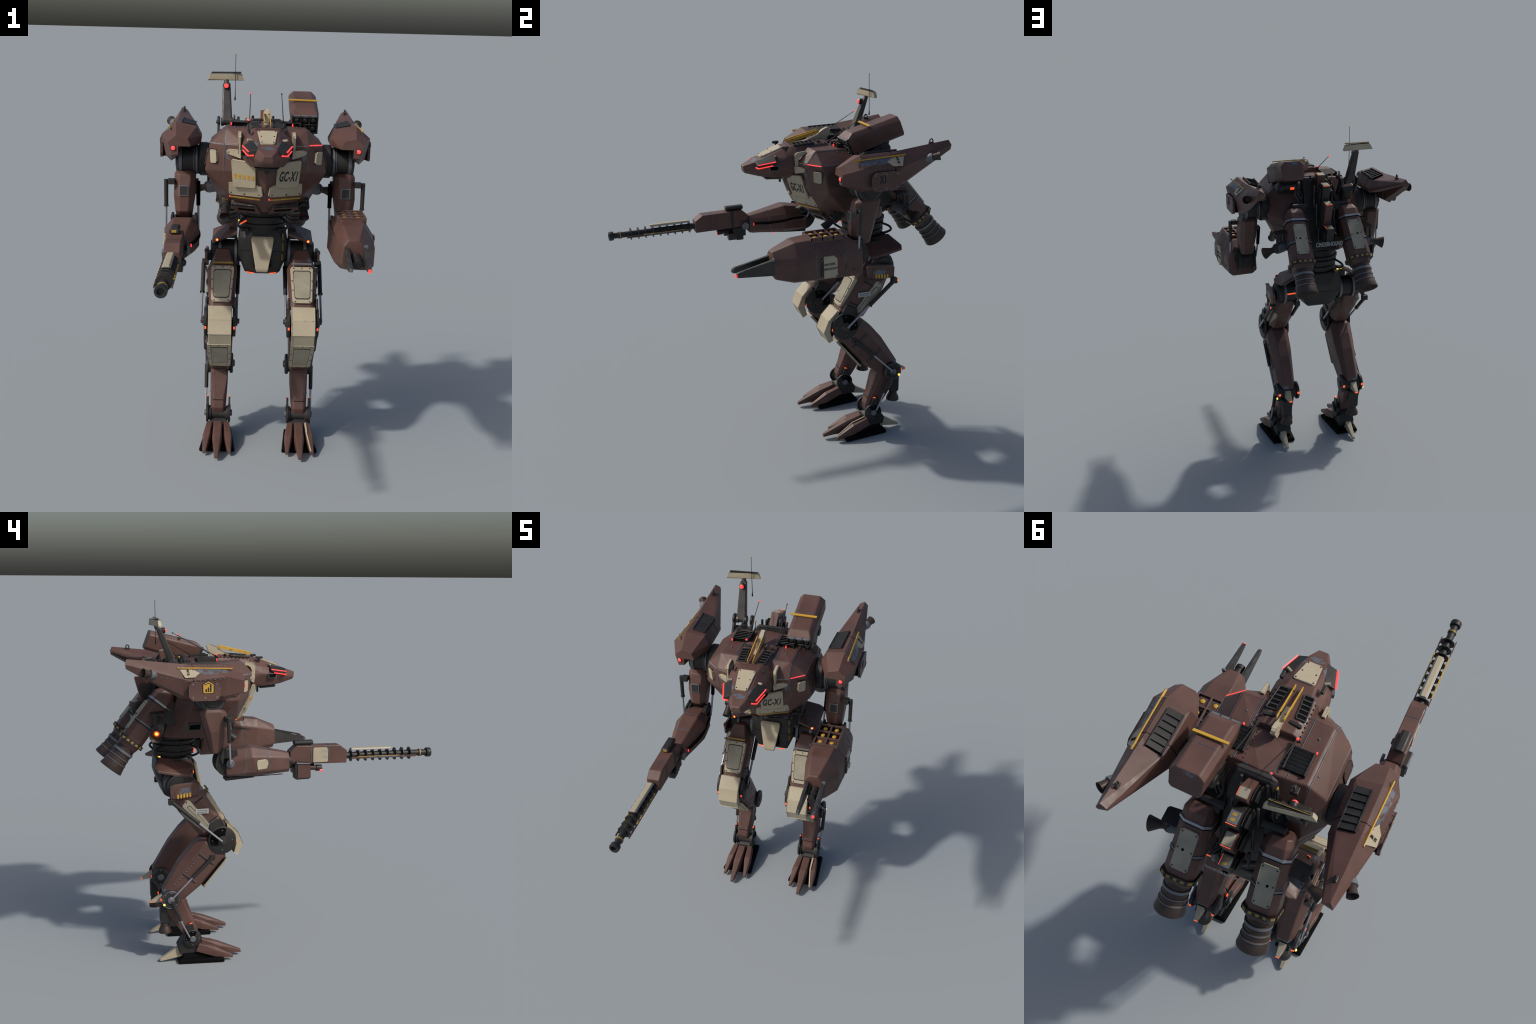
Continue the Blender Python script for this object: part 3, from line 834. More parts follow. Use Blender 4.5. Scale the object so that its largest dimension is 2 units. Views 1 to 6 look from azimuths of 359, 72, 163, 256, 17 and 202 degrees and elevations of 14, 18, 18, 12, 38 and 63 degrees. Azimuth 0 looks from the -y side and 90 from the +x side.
# ------------------------------------------------------------------ jet packs
def jets():
    ax = V((.040, .615, -.788)).normalized()
    lat = V((1, 0, .04))
    lat = (lat - ax * lat.dot(ax)).normalized()
    out = lat.cross(ax)
    if out.y < 0:
        out.negate()
    J = Matrix((lat, out, ax)).transposed().to_4x4()
    J.translation = V((.162, .577, 1.452))
    def at(x, w, t):
        return J @ V((x, w, t))
    def section(hx, hw, t, c):
        return [at(a, b, t) for a, b in [(-hx + c, -hw), (hx - c, -hw), (hx, -hw + c), (hx, hw - c), (hx - c, hw), (-hx + c, hw), (-hx, hw - c), (-hx, -hw + c)]]
    jet = hull("jet_pack", section(.045, .038, -.078, .015) + section(.062, .058, -.045, .026) + section(.066, .060, .24, .026) + section(.052, .050, .292, .02), M_RED, None, .004)
    for t, hh, mt in ((0.0, .011, M_STEEL), (.137, .009, M_STEEL)):
        bm = prism_bm([(a, b) for a, b in [(-.040, -.061), (.040, -.061), (.0665, -.036), (.0665, .036), (.040, .061), (-.040, .061), (-.0665, .036), (-.0665, -.036)]], t - hh / 2, t + hh / 2, J)
        bevel(bm, .001)
        finish("jet_band", bm, mt if t == 0 else M_GREY, jet)
        bm = prism_bm([(a * 1.006, b * 1.006) for a, b in [(-.040, -.061), (.040, -.061), (.0665, -.036), (.0665, .036), (.040, .061), (-.040, .061), (-.0665, .036), (-.0665, -.036)]], t + hh / 2, t + hh / 2 + .004, J)
        finish("jet_band_gasket", bm, M_BLACK, jet)
    bm = prism_bm([(a, b) for a, b in [(-.045, -.067), (.045, -.067), (.073, -.040), (.073, .040), (.045, .067), (-.045, .067), (-.073, .040), (-.073, -.040)]], .247, .262, J)
    bevel(bm, .003)
    finish("hazard_band", bm, M_DARK, jet)
    oct8 = [(-.045, -.067), (.045, -.067), (.073, -.040), (.073, .040), (.045, .067), (-.045, .067), (-.073, .040), (-.073, -.040)]
    for k in range(8):
        a, b = V(oct8[k]), V(oct8[(k + 1) % 8])
        cnt = max(1, round((b - a).length / .031))
        nrm = V((b - a).yx)
        nrm = V((nrm.x, -nrm.y)).normalized()
        for q in range(cnt):
            p = a.lerp(b, (q + .22) / cnt)
            r = a.lerp(b, (q + .72) / cnt)
            plate("hazard_dash", [at(p.x + nrm.x * .0008, p.y + nrm.y * .0008, .249), at(r.x + nrm.x * .0008, r.y + nrm.y * .0008, .249), at(r.x + nrm.x * .0008, r.y + nrm.y * .0008, .260), at(p.x + nrm.x * .0008, p.y + nrm.y * .0008, .260)],
                  .003, at(nrm.x, nrm.y, 0) - at(0, 0, 0), M_YEL_OLD, jet, 0, .001)
    prism("jet_plate", cham([(-.039, .030), (.034, .030), (.034, .212), (-.039, .212)], .009), -.064, -.058, J @ Matrix(((1, 0, 0, 0.004), (0, 0, -1, 0), (0, 1, 0, 0), (0, 0, 0, 1))), M_CREAM_OLD, jet, .0015)
    studs("jet_plate_bolt", [at(x + .004, .0642, t) for x, t in ((-.031, .042), (.026, .042), (-.031, .12), (.026, .115), (-.031, .2), (.026, .2))], out, .0035, M_DARK, jet)
    studs("jet_plate_port", [at(.008, .0642, .118)], out, .0055, M_BLACK, jet)
    lathe("jet_nozzle", at(0, 0, .285), ax, [(0, .045), (0, .051), (.028, .052), (.029, .057), (.044, .057), (.045, .053), (.068, .053), (.07, .0565), (.074, .0565), (.076, .054), (.098, .056), (.100, .0595), (.105, .0595), (.107, .058), (.149, .0665), (.152, .0655), (.149, .0625), (.10, .046), (.06, .034), (.06, 0)], M_NOZ, jet, 44)
    for t, r in ((.029, .0575), (.070, .0572), (.100, .0602)):
        lathe("nozzle_ring", at(0, 0, .285 + t), ax, [(0, r - .002), (.0005, r), (.0135 if t < .05 else .0042, r), (.014 if t < .05 else .0047, r - .002)], M_GREY, jet, 44)
    lathe("nozzle_glow", at(0, 0, .347), ax, [(0, .0), (.0, .030), (.004, .0)], M_LORG, jet, 24)
    # hinge yoke to the spine
    a = V((.075, .528, 1.535))
    rod("jet_yoke", a, a + V((.095, .0, .003)), .017, M_DARK, jet, None, 20)
    hull("jet_arm", [(.08, .45, 1.54), (.16, .45, 1.54), (.08, .53, 1.55), (.16, .53, 1.55), (.08, .45, 1.50), (.16, .45, 1.50), (.09, .56, 1.51), (.15, .56, 1.51)], M_DARK, jet, .004)
    hull("jet_mount", [(.10, .44, 1.47), (.2, .44, 1.47), (.10, .56, 1.45), (.2, .56, 1.45), (.10, .50, 1.33), (.2, .50, 1.33), (.11, .64, 1.36), (.2, .64, 1.36)], M_DARK, jet, .004)


both(jets)

# ------------------------------------------------------------------ pauldrons and arms
def arms():
    pl = hull("pauldron", [
        (.422, .174, 1.628), (.459, .173, 1.596), (.368, .174, 1.614), (.354, .174, 1.578), (.443, .172, 1.536), (.41, .172, 1.54),
        (.430, .278, 1.679), (.331, .285, 1.661), (.498, .268, 1.622), (.495, .47, 1.602), (.309, .275, 1.618), (.309, .28, 1.585),
        (.315, .50, 1.602), (.316, .50, 1.585), (.337, .50, 1.645), (.431, .505, 1.681), (.452, .285, 1.494), (.478, .285, 1.520), (.450, .512, 1.512), (.475, .50, 1.53), (.485, .505, 1.60)], M_RED, None, 0.0)
    tail = hull_bm([(.3355, .47, 1.6475), (.431, .46, 1.6805), (.315, .496, 1.602), (.316, .496, 1.585), (.494, .462, 1.603), (.450, .508, 1.512), (.475, .496, 1.53), (.478, .48, 1.52),
        (.431, .772, 1.712), (.405, .776, 1.698), (.402, .776, 1.684), (.447, .781, 1.687), (.444, .777, 1.664)])
    cut(pl, tail, "UNION")
    cut(pl, hull_bm([(x, y, z) for x in (.2, .412) for y, z in ((-.1, 1.3), (-.1, 1.577), (.52, 1.577), (.52, 1.3))]))
    cut(pl, hull_bm([(x, y, z) for x in (.2, .418) for y, z in ((.49, 1.3), (.49, 1.5775), (.775, 1.682), (.9, 1.725), (.9, 1.3))]))
    bm = bmesh.new()
    bm.from_mesh(pl.data)
    bmesh.ops.dissolve_limit(bm, angle_limit=math.radians(4), verts=bm.verts, edges=bm.edges)
    bevel(bm, .004)
    bm.to_mesh(pl.data)
    bm.free()
    seam(pl, (0, .442, 1.65), (0, 1, .02), keep=lambda p: (p.z > 1.585), w=.005, bright=False)
    m = Matrix(((0, 0, 1, .0), (1, 0, 0, 0), (0, 1, 0, 0), (0, 0, 0, 1)))
    prism("pauldron_panel", [(.312, 1.528), (.320, 1.512), (.335, 1.505), (.452, 1.505), (.468, 1.520), (.468, 1.580), (.452, 1.596), (.335, 1.598), (.312, 1.580)], .494, .507, m, M_RED, pl, .003)
    prism("pauldron_panel_back", [(.318, 1.528), (.335, 1.510), (.452, 1.510), (.462, 1.520), (.462, 1.580), (.452, 1.590), (.335, 1.592), (.318, 1.580)], .465, .4945, m, M_BLACK, pl, .001)
    studs("panel_bolt", [(.5075, y, z) for y, z in ((.328, 1.585), (.388, 1.588), (.450, 1.585), (.328, 1.520), (.388, 1.517), (.450, 1.518))], (1, 0, 0), .0032, M_STEEL, pl)
    # vent stack on the roof
    a, b, c, d = V((.342, .316, 1.6605)), V((.404, .314, 1.672)), V((.409, .490, 1.672)), V((.346, .492, 1.652))
    up = (b - a).cross(d - a).normalized()
    if up.z < 0:
        up.negate()
    plate("pauldron_vent", [a + up * .006, b + up * .006, c + up * .006, d + up * .006], .012, up, M_BLACK, pl, .001, 0)
    bar("vent_rail", a + up * .005, d + up * .005, .005, .020, up, M_DARK, pl)
    bar("vent_rail", b + up * .005, c + up * .005, .005, .020, up, M_DARK, pl)
    for i in range(6):
        t = (i + .42) / 6
        p, q = a.lerp(d, t), b.lerp(c, t)
        f = (d - a).normalized()
        bar("vent_slat", p + up * .009, q + up * .009, .0305, .003, (up + f * -.24), M_DARK, pl, .0006)
    # flank decoration: cream flash, hazard rail
    n = V((.55, 0, .83))
    A0, B0, C0 = V((.431, .278, 1.679)), V((.431, .505, 1.681)), V((.497, .37, 1.612))
    n = (B0 - A0).cross(C0 - A0).normalized()
    if n.x < 0:
        n.negate()
    def flank(y, t, lift=.001):
        """point on the sloping flank: t = 0 at the ridge, 1 at the lower edge"""
        a = A0.lerp(B0, (y - A0.y) / (B0.y - A0.y))
        w = V((.497, y, 1.622 - (y - .268) * .1))
        q = a.lerp(w, t)
        return q - n * (q - A0).dot(n) + n * lift
    plate("flash_decal", [flank(.372, .36), flank(.508, .32), flank(.486, .84), flank(.436, .84), flank(.418, .66)], .004, n, M_CREAM, pl, .0002, 0)
    bar("pauldron_rail", flank(.236, .40, .004), flank(.520, .25, .002), .006, .007, n, M_YEL, pl)
    studs("pauldron_rivet", [flank(y_, .10, 0) for y_ in [.275 + .0165 * k for k in range(14)]] + line((.4975, .285, 1.612), (.494, .46, 1.600), 8) + line((.4865, .49, 1.607), (.462, .66, 1.628), 7), (.8, 0, .6), .0028, M_GREY, pl)
    ring("lifting_eye", (.414, .682, 1.712), (1, .1, 0), .0095, .0032, M_DARK, pl)
    box("lifting_eye_base", (.414, .682, 1.700), (.014, .026, .012), M_DARK, pl)
    lathe("signal_lamp", (.434, .178, 1.569), (.1, -1, 0), [(0, .012), (.008, .0125), (.010, .0105)], M_DARK, pl, 18)
    lathe("signal_lens", (.4348, .171, 1.569), (.1, -1, 0), [(0, .010), (.003, .010), (.007, .006), (.008, 0)], M_LRED, pl, 18)
    # vernier thruster on the tail
    ax = V((.42, .88, .20)).normalized()
    p = V((.446, .615, 1.628))
    lathe("vernier_fairing", p, ax, [(0, .0), (.004, .010), (.02, .0185), (.040, .023), (.052, .024), (.053, .018)], M_GREY, pl, 24)
    lathe("vernier", p + ax * .048, ax, [(0, .0165), (.006, .018), (.03, .0195), (.045, .0235), (.044, .021), (.01, .010), (.01, 0)], M_NOZ, pl, 24)
    # ---- upper arm
    up_arm = hull("upper_arm", octo(.348, .428, .290, .385, 1.447, .012) + octo(.336, .436, .262, .402, 1.432, .022) + octo(.336, .438, .236, .375, 1.330, .026)
                  + octo(.346, .430, .236, .347, 1.255, .022) + octo(.352, .424, .280, .340, 1.212, .012), M_RED, None, .004)
    plate("arm_window_frame", [(.366, .2365, 1.383), (.411, .2365, 1.383), (.411, .2305, 1.333), (.366, .2305, 1.333)], .01, (0, -1, -.1), M_GREY, up_arm, .0006, .002)
    plate("arm_window", [(.370, .235, 1.379), (.407, .235, 1.379), (.407, .2295, 1.337), (.370, .2295, 1.337)], .01, (0, -1, -.1), M_DARK, up_arm, .0004, .002)
    C = V((0, .335, 1.497))
    lathe("shoulder_joint", C + V((.315, 0, 0)), (1, 0, 0), [(0, .05), (.001, .066), (.010, .0705), (.028, .0705), (.030, .067), (.082, .067), (.084, .0705), (.104, .0705), (.106, .067), (.112, .064), (.113, .04), (.118, .038), (.118, 0)], M_DARK, up_arm, 44)
    for x, w in ((.326, .008), (.341, .003), (.40, .016)):
        lathe("joint_band", C + V((x, 0, 0)), (1, 0, 0), [(0, .068), (.0005, .0713), (w, .0713), (w + .0005, .068)], M_GREY, up_arm, 44)
    ring("joint_ring", C + V((.4285, 0, 0)), (1, 0, 0), .058, .0014, M_GREY, up_arm)
    box("joint_neck", (.385, .330, 1.445), (.075, .075, .06), M_DARK, up_arm)
    # outer and inner elbow rams
    box("ram_block", (.449, .259, 1.398), (.032, .034, .026), M_DARK, up_arm)
    rod("ram_sleeve", (.4745, .261, 1.408), (.4735, .256, 1.277), .0105, M_DARK, up_arm, .0098)
    lathe("ram_collar", (.4735, .2562, 1.283), (0, -.04, -1), [(0, .0105), (.001, .012), (.006, .012), (.007, .009)], M_DARK, up_arm, 16)
    rod("ram_piston", (.4735, .256, 1.28), (.4735, .250, 1.163), .0052, M_STEEL, up_arm, None, 12)
    rod("ram_sleeve", (.325, .36, 1.386), (.322, .325, 1.270), .0105, M_BLACK, up_arm, .0098)
    rod("ram_piston", (.322, .326, 1.275), (.318, .262, 1.168), .0052, M_STEEL, up_arm, None, 12)
    box("ram_block", (.335, .365, 1.385), (.022, .03, .024), M_DARK, up_arm)
    # ---- elbow
    E = V((0, .247, 1.163))
    el = lathe("elbow", E + V((.336, 0, 0)), (1, 0, 0), [(0, .05), (.001, .074), (.011, .076), (.013, .060), (.086, .060), (.088, .076), (.100, .074), (.101, .05)], M_DARK, None, 44)
    for x in (.452, .320):
        lathe("elbow_pivot", E + V((x, 0, 0)), (1, 0, 0), [(0, .021), (.010, .0215), (.0125, .018), (.0125, .010), (.022, .009), (.022, 0)] if x > .4 else [(0, .010), (.004, .016), (.02, .0165)], M_GREY, el, 24)
        xx = (.437, .449) if x > .4 else (.325, .337)
        hull("elbow_bracket", [(q, y, z) for q in xx for y, z in ((.212, 1.238), (.285, 1.243), (.205, 1.20), (.30, 1.19), (.225, 1.175), (.285, 1.15))], M_DARK, el, .002)
        prism("elbow_notch", [(.225, 1.195), (.28, 1.190), (.285, 1.15), (.26, 1.17), (.24, 1.165), (.228, 1.15)], xx[0] - .001, xx[1] + .001, Matrix(((0, 0, 1, 0), (1, 0, 0, 0), (0, 1, 0, 0), (0, 0, 0, 1))), M_BLACK, el, 0)
    studs("elbow_bolt", [(.4375, .30, 1.15), (.4375, .285, 1.12), (.4375, .30, 1.185)], (1, 0, 0), .004, M_MECH, el)


both(arms)
R3 = {o.name: o for o in bpy.data.objects}
pa = [o for o in bpy.data.objects if o.name.startswith("pauldron") and o.name.split(".")[0] == "pauldron"]
pr = [o for o in pa if o.data.vertices[0].co.x < 0][0]
plft = [o for o in pa if o.data.vertices[0].co.x > 0][0]
text("pauldron_marking", "X1", (.5078, .372, 1.560), (0, 1, 0), (0, 0, 1), .056, M_INK, plft, .50, .0008, .03)
text("flash_stencil", "AX 32", (.4700, .468, 1.6430), (.66, 0, -.70), (0, 1, 0), .017, M_INK, plft, .8, .003)
text("flash_stencil", "AX 32", (-.4700, .468, 1.6430), (-.66, 0, -.70), (0, -1, 0), .017, M_INK, pr, .8, .003)
# emblem: hexagonal yellow shield with a roof and three bars
em = Matrix(((0, 0, -1, -.507), (-1, 0, 0, .371), (0, 1, 0, 1.569), (0, 0, 0, 1)))
prism("emblem", [(-.0315, -.024), (-.024, -.031), (.024, -.031), (.0315, -.024), (.0315, .018), (0, .038), (-.0315, .018)], -.001, .0008, em, M_INK, pr, 0)
prism("emblem_shield", [(-.0265, -.023), (-.020, -.0275), (.020, -.0275), (.0265, -.023), (.0265, .016), (0, .0325), (-.0265, .016)], 0, .0014, em, M_YEL, pr, 0)
prism("emblem_roof", [(-.019, .011), (0, .022), (.019, .011), (.019, .014), (0, .0265), (-.019, .014)], 0, .0019, em, M_INK, pr, 0)
for x0, h in ((-.0155, -.009), (-.004, -.001), (.0075, .013)):
    prism("emblem_bar", [(x0, -.022), (x0 + .008, -.022), (x0 + .008, h), (x0 + .004, h + .004), (x0, h)], 0, .0019, em, M_INK, pr, 0)
text("joint_marking", "GRAUWERK", (-.4285, .371, 1.500), (0, -1, 0), (0, 0, 1), .020, M_PALEINK, pr, .62, .0008)

# ------------------------------------------------------------------ cannon arm (x < 0)
fa = hull("forearm", [
    (-.425, .245, 1.226), (-.352, .245, 1.226), (-.432, .130, 1.245), (-.345, .130, 1.245),
    (-.452, .240, 1.186), (-.472, .132, 1.197), (-.327, .240, 1.19), (-.305, .132, 1.197),
    (-.455, .269, 1.160), (-.453, .269, 1.100), (-.472, .100, 1.115), (-.325, .262, 1.165), (-.325, .262, 1.100), (-.306, .120, 1.115),
    (-.435, .25, 1.090), (-.345, .25, 1.090), (-.445, .095, 1.090), (-.330, .095, 1.090),
    (-.417, -.080, 1.203), (-.367, -.080, 1.203), (-.436, -.080, 1.180), (-.346, -.080, 1.180), (-.436, -.080, 1.118), (-.346, -.080, 1.118),
    (-.420, -.080, 1.100), (-.362, -.080, 1.100)], M_RED, None, .005)
seam(fa, (0, .166, 1.17), (0, 1, .06), w=.0058)
seam(fa, (0, .034, 1.17), (0, 1, .10), w=.0058)
plate("forearm_hatch", [(-.474, .106, 1.178), (-.464, .050, 1.182), (-.460, .042, 1.160), (-.464, .052, 1.130), (-.475, .104, 1.127), (-.4755, .110, 1.165)], .008, (-1, -.15, 0), M_CREAM, fa, .003, .004, .006)
tube("forearm_cable", [(-.337, -.052, 1.160), (-.319, .02, 1.158), (-.3070, .10, 1.162), (-.311, .18, 1.170), (-.321, .245, 1.166)], .0065, M_BLACK, fa)
box("cable_socket", (-.337, -.052, 1.160), (.008, .014, .015), M_DARK, fa)
box("cable_lamp", (-.3345, -.060, 1.157), (.006, .003, .014), M_LRED, fa, None, .0005)
hull("forearm_skid", [(-.43, .268, 1.085), (-.36, .268, 1.085), (-.43, .15, 1.088), (-.36, .15, 1.088), (-.43, .268, 1.067), (-.36, .268, 1.067), (-.425, .11, 1.078), (-.365, .11, 1.078)], M_DARK, fa, .002)
bar("forearm_rod", (-.405, .12, 1.080), (-.405, -.05, 1.086), .006, .004, (0, 0, 1), M_MECH, fa)
ball("skid_lamp", (-.352, .062, 1.087), .0045, M_LRED, fa)
lathe("wrist", (-.393, -.075, 1.155), (0, -1, .02), [(0, .045), (.02, .042), (.03, .03), (.06, .028)], M_DARK, fa, 24)
rod("wrist_joint", (-.350, -.108, 1.150), (-.338, -.108, 1.150), .021, M_GREY, fa, None, 24)

gun = hull("cannon", [(x, y, z) for x in (-.431, -.362) for y, z in ((-.082, 1.208), (-.118, 1.241), (-.358, 1.238), (-.400, 1.208), (-.398, 1.140), (-.10, 1.143), (-.082, 1.17))], M_RED, None, .004)
seam(gun, (0, -.196, 0), (0, 1, 0), w=.0055, keep=lambda p: p.x < -.40 or p.z > 1.2)
seam(gun, (0, -.296, 0), (0, 1, 0), w=.0055)
plate("cannon_strap", [(-.3605, -.170, 1.243), (-.3605, -.188, 1.243), (-.3605, -.188, 1.143), (-.3605, -.170, 1.143)], .004, (1, 0, 0), M_DARK, gun, .0008, 0)
plate("cannon_plate", [(-.4345, -.208, 1.229), (-.4345, -.292, 1.229), (-.4345, -.292, 1.149), (-.4345, -.208, 1.149)], .006, (-1, 0, 0), M_CREAM, gun, .002, .006)
text("cannon_marking", "GLR-3", (-.4349, -.273, 1.211), (0, -1, 0), (0, 0, 1), .019, M_TAG, gun, .75, .0006, .01)
text("cannon_marking", "LASER", (-.4349, -.273, 1.178), (0, -1, 0), (0, 0, 1), .017, M_TAG, gun, .75, .0006, .01)
hull("cannon_sight", [(x, y, z) for x, z in ((-.416, 1.244), (-.384, 1.244), (-.422, 1.250), (-.378, 1.250), (-.422, 1.260), (-.378, 1.260), (-.414, 1.267), (-.386, 1.267)) for y in (-.108, -.212)], M_DARK, gun, .004, 3)
box("sight_lens", (-.400, -.2125, 1.255), (.022, .003, .012), M_YEL_OLD, gun)
box("sight_mount", (-.400, -.15, 1.241), (.03, .07, .012), M_DARK, gun)
GX, GZ = -.398, 1.174
lathe("barrel", (GX, -.38, GZ), (0, -1, 0), [(0, .0175), (.16, .0175), (.40, .0165), (.44, .0165), (.442, .0195), (.458, .0195), (.46, .0165), (.49, .0165), (.487, .024), (.490, .0255), (.509, .0255), (.5125, .024), (.5125, .015), (.50, .013), (.50, 0)], M_DARK, gun, 32)
lathe("barrel_collar", (GX, -.826, GZ), (0, -1, 0), [(0, .018), (.0005, .0208), (.006, .0208), (.0065, .018)], M_YEL_OLD, gun, 28)
for i in range(9):
    y = -.430 - i * .0422
    bm = prism_bm([(.0345 * math.cos(a), .0355 * math.sin(a)) for a in [math.pi / 8 + k * math.pi / 4 for k in range(8)]], -.0022, .0022, frame((GX, y, GZ), (1, 0, 0), (0, 1, 0)))
    bevel(bm, .0012)
    finish("cooling_fin", bm, M_MECH if i % 2 else M_DARK, gun)
for s in (1, -1):
    bar("barrel_rail", (GX + s * .0345, -.424, GZ - .009), (GX + s * .0345, -.795, GZ - .009), .010, .005, (s, 0, 0), M_CHIP, gun)
    bar("barrel_rail_stripe", (GX + s * .0345, -.46, GZ - .003), (GX + s * .0345, -.70, GZ - .003), .0022, .006, (s, 0, 0), M_YEL, gun)
hull("barrel_cover", [(GX + dx, y, z) for dx, z in ((-.017, 1.2065), (.017, 1.2065), (-.012, 1.2145), (.012, 1.2145)) for y in (-.430, -.660)], M_CREAM, gun, .0025)
hull("barrel_cover_edge", [(GX + dx, y, z) for dx, z in ((-.0185, 1.2035), (.0185, 1.2035), (-.0185, 1.2075), (.0185, 1.2075)) for y in (-.426, -.656)], M_STEEL, gun, .0006)
hull("ammunition_box", [(x, y, z) for x in (-.452, -.405) for y, z in ((-.103, 1.15), (-.112, 1.158), (-.19, 1.152), (-.192, 1.072), (-.183, 1.064), (-.112, 1.062), (-.103, 1.07))], M_DARK, gun, .004)
plate("ammunition_box_cover", [(-.4535, -.118, 1.147), (-.4535, -.190, 1.143), (-.4535, -.186, 1.071), (-.4535, -.120, 1.069)], .006, (-1, 0, 0), M_RED, gun, .002, .004)
bar("ammunition_box_lip", (-.4545, -.112, 1.1525), (-.4545, -.186, 1.149), .004, .005, (-1, 0, 0), M_STEEL, gun)
rod("aiming_laser", (-.412, -.185, 1.118), (-.412, -.232, 1.116), .013, M_RED_DK, gun)
rod("aiming_laser_head", (-.412, -.230, 1.116), (-.412, -.262, 1.114), .0175, M_DARK, gun)
box("aiming_laser_lamp", (-.423, -.255, 1.104), (.016, .014, .014), M_LRED, gun, Matrix.Rotation(.6, 3, "Y"), .002)
box("feed_block", (-.385, -.14, 1.115), (.05, .075, .05), M_DARK, gun)
box("feed_motor", (-.38, -.18, 1.09), (.035, .05, .04), M_MECH, gun)
box("feed_motor", (-.385, -.135, 1.078), (.03, .04, .03), M_DARK, gun)
rod("feed_drum", (-.36, -.21, 1.118), (-.36, -.235, 1.118), .015, M_DARK, gun)

for o in [gun] + [c for c in gun.children_recursive]:
    o.data.transform(Matrix.Translation((-.001, 0, -.002)))
# ------------------------------------------------------------------ missile pod arm (x > 0)
pod = hull("missile_forearm", [
    (.364, -.197, 1.228), (.412, -.197, 1.228), (.342, -.200, 1.200), (.440, -.197, 1.190), (.447, -.196, 1.170), (.443, -.194, 1.092), (.352, -.188, 1.092), (.335, -.196, 1.12),
    (.346, -.085, 1.272), (.440, -.085, 1.272), (.452, .02, 1.281), (.345, .02, 1.281), (.345, .20, 1.272), (.450, .20, 1.272),
    (.318, -.085, 1.22), (.487, -.085, 1.205), (.500, .04, 1.205), (.314, .02, 1.235), (.488, .258, 1.190), (.314, .24, 1.225),
    (.498, -.085, 1.165), (.505, .06, 1.165), (.494, .262, 1.165), (.494, -.10, 1.085), (.503, .06, 1.082), (.488, .268, 1.080), (.313, -.075, 1.10), (.312, .265, 1.085), (.312, -.02, 1.10),
    (.465, -.10, 1.068), (.345, -.085, 1.070), (.463, .265, 1.058), (.340, .265, 1.062), (.47, .272, 1.215), (.34, .262, 1.215)], M_RED, None, .005)
seam(pod, (0, .012, 1.17), (0, 1, -.05), w=.0058)
seam(pod, (0, .172, 1.17), (0, 1, -.05), w=.0058)
rack = span("rocket_rack", (.333, .464), (-.002, .176), (1.262, 1.277), M_RED, pod, .002)
for x in (.337, .3985, .460):
    span("rack_divider", (x - .0045, x + .0045), (-.004, .178), (1.270, 1.2905), M_WORN, rack, .0012)
for i in range(4):
    y = -.0005 + i * .0585
    span("rack_divider", (.3325, .4645), (y - .004, y + .004), (1.270, 1.290), M_WORN, rack, .0012)
span("rack_floor", (.335, .462), (0, .174), (1.275, 1.2785), M_BLACK, rack, 0)
for x in (.368, .429):
    for i in range(3):
        lathe("rocket", (x, .029 + i * .0585, 1.272), (0, 0, 1), [(0, .012), (.008, .012), (.012, .0105), (.014, .007), (.0145, 0)], M_YEL, rack, 16)
pm = Matrix(((0, 0, 1, 0), (1, 0, 0, 0), (0, 1, 0, 0), (0, 0, 0, 1)))
hx = prism("pod_hatch", cham([(.034, 1.083), (.122, 1.083), (.122, 1.198), (.034, 1.198)], .017), .494, .5085, pm, M_CREAM, pod, .004)
plate("pod_hatch_edge", [(.509, .033, 1.185), (.509, .046, 1.193), (.509, .046, 1.090), (.509, .033, 1.097)], .010, (1, 0, 0), M_DARK, hx, .0008, 0)
text("pod_marking", "GRAUWERK", (.5091, .078, 1.156), (0, 1, 0), (0, 0, 1), .0175, M_INK, hx, .62, .0006, .01)
text("pod_marking", "LIMITED SECURITY", (.5091, .082, 1.132), (0, 1, 0), (0, 0, 1), .0165, M_INK, hx, .52, .0006, .01)
studs("pod_rivet", [(.495, .145, 1.105), (.498, .145, 1.19), (.494, -.07, 1.10), (.496, .215, 1.11), (.494, .005, 1.095)], (1, 0, 0), .0035, M_DARK, pod)
for x0 in (.3575, .4365):
    prism("pod_prong", [(-.185, 1.199), (-.205, 1.194), (-.378, 1.155), (-.392, 1.147), (-.394, 1.137), (-.386, 1.130), (-.205, 1.113), (-.185, 1.113)], x0 - .0065, x0 + .0065, pm, M_MECH, pod, .002)
box("prong_root", (.4425, -.197, 1.198), (.018, .010, .016), M_GREY, pod)
span("prong_lamp", (.430, .4435), (-.398, -.388), (1.131, 1.146), M_LRED, pod, .0015)
box("prong_tip", (.3575, -.391, 1.140), (.014, .012, .014), M_GREY, pod)
lathe("emitter", (.398, -.18, 1.150), (0, -1, -.12), [(0, .024), (.03, .024), (.032, .02), (.045, .02), (.047, .024), (.062, .024), (.064, .019), (.078, .019), (.08, .0225), (.098, .0225), (.1, .017), (.1, 0)], M_DARK, pod, 24)
plate("pod_scoop", [(.3115, .10, 1.232), (.311, .20, 1.238), (.309, .20, 1.224), (.311, .0, 1.216), (.312, -.04, 1.215), (.312, .0, 1.224)], .006, (-1, 0, 0), M_DARK, pod, .0008, 0)

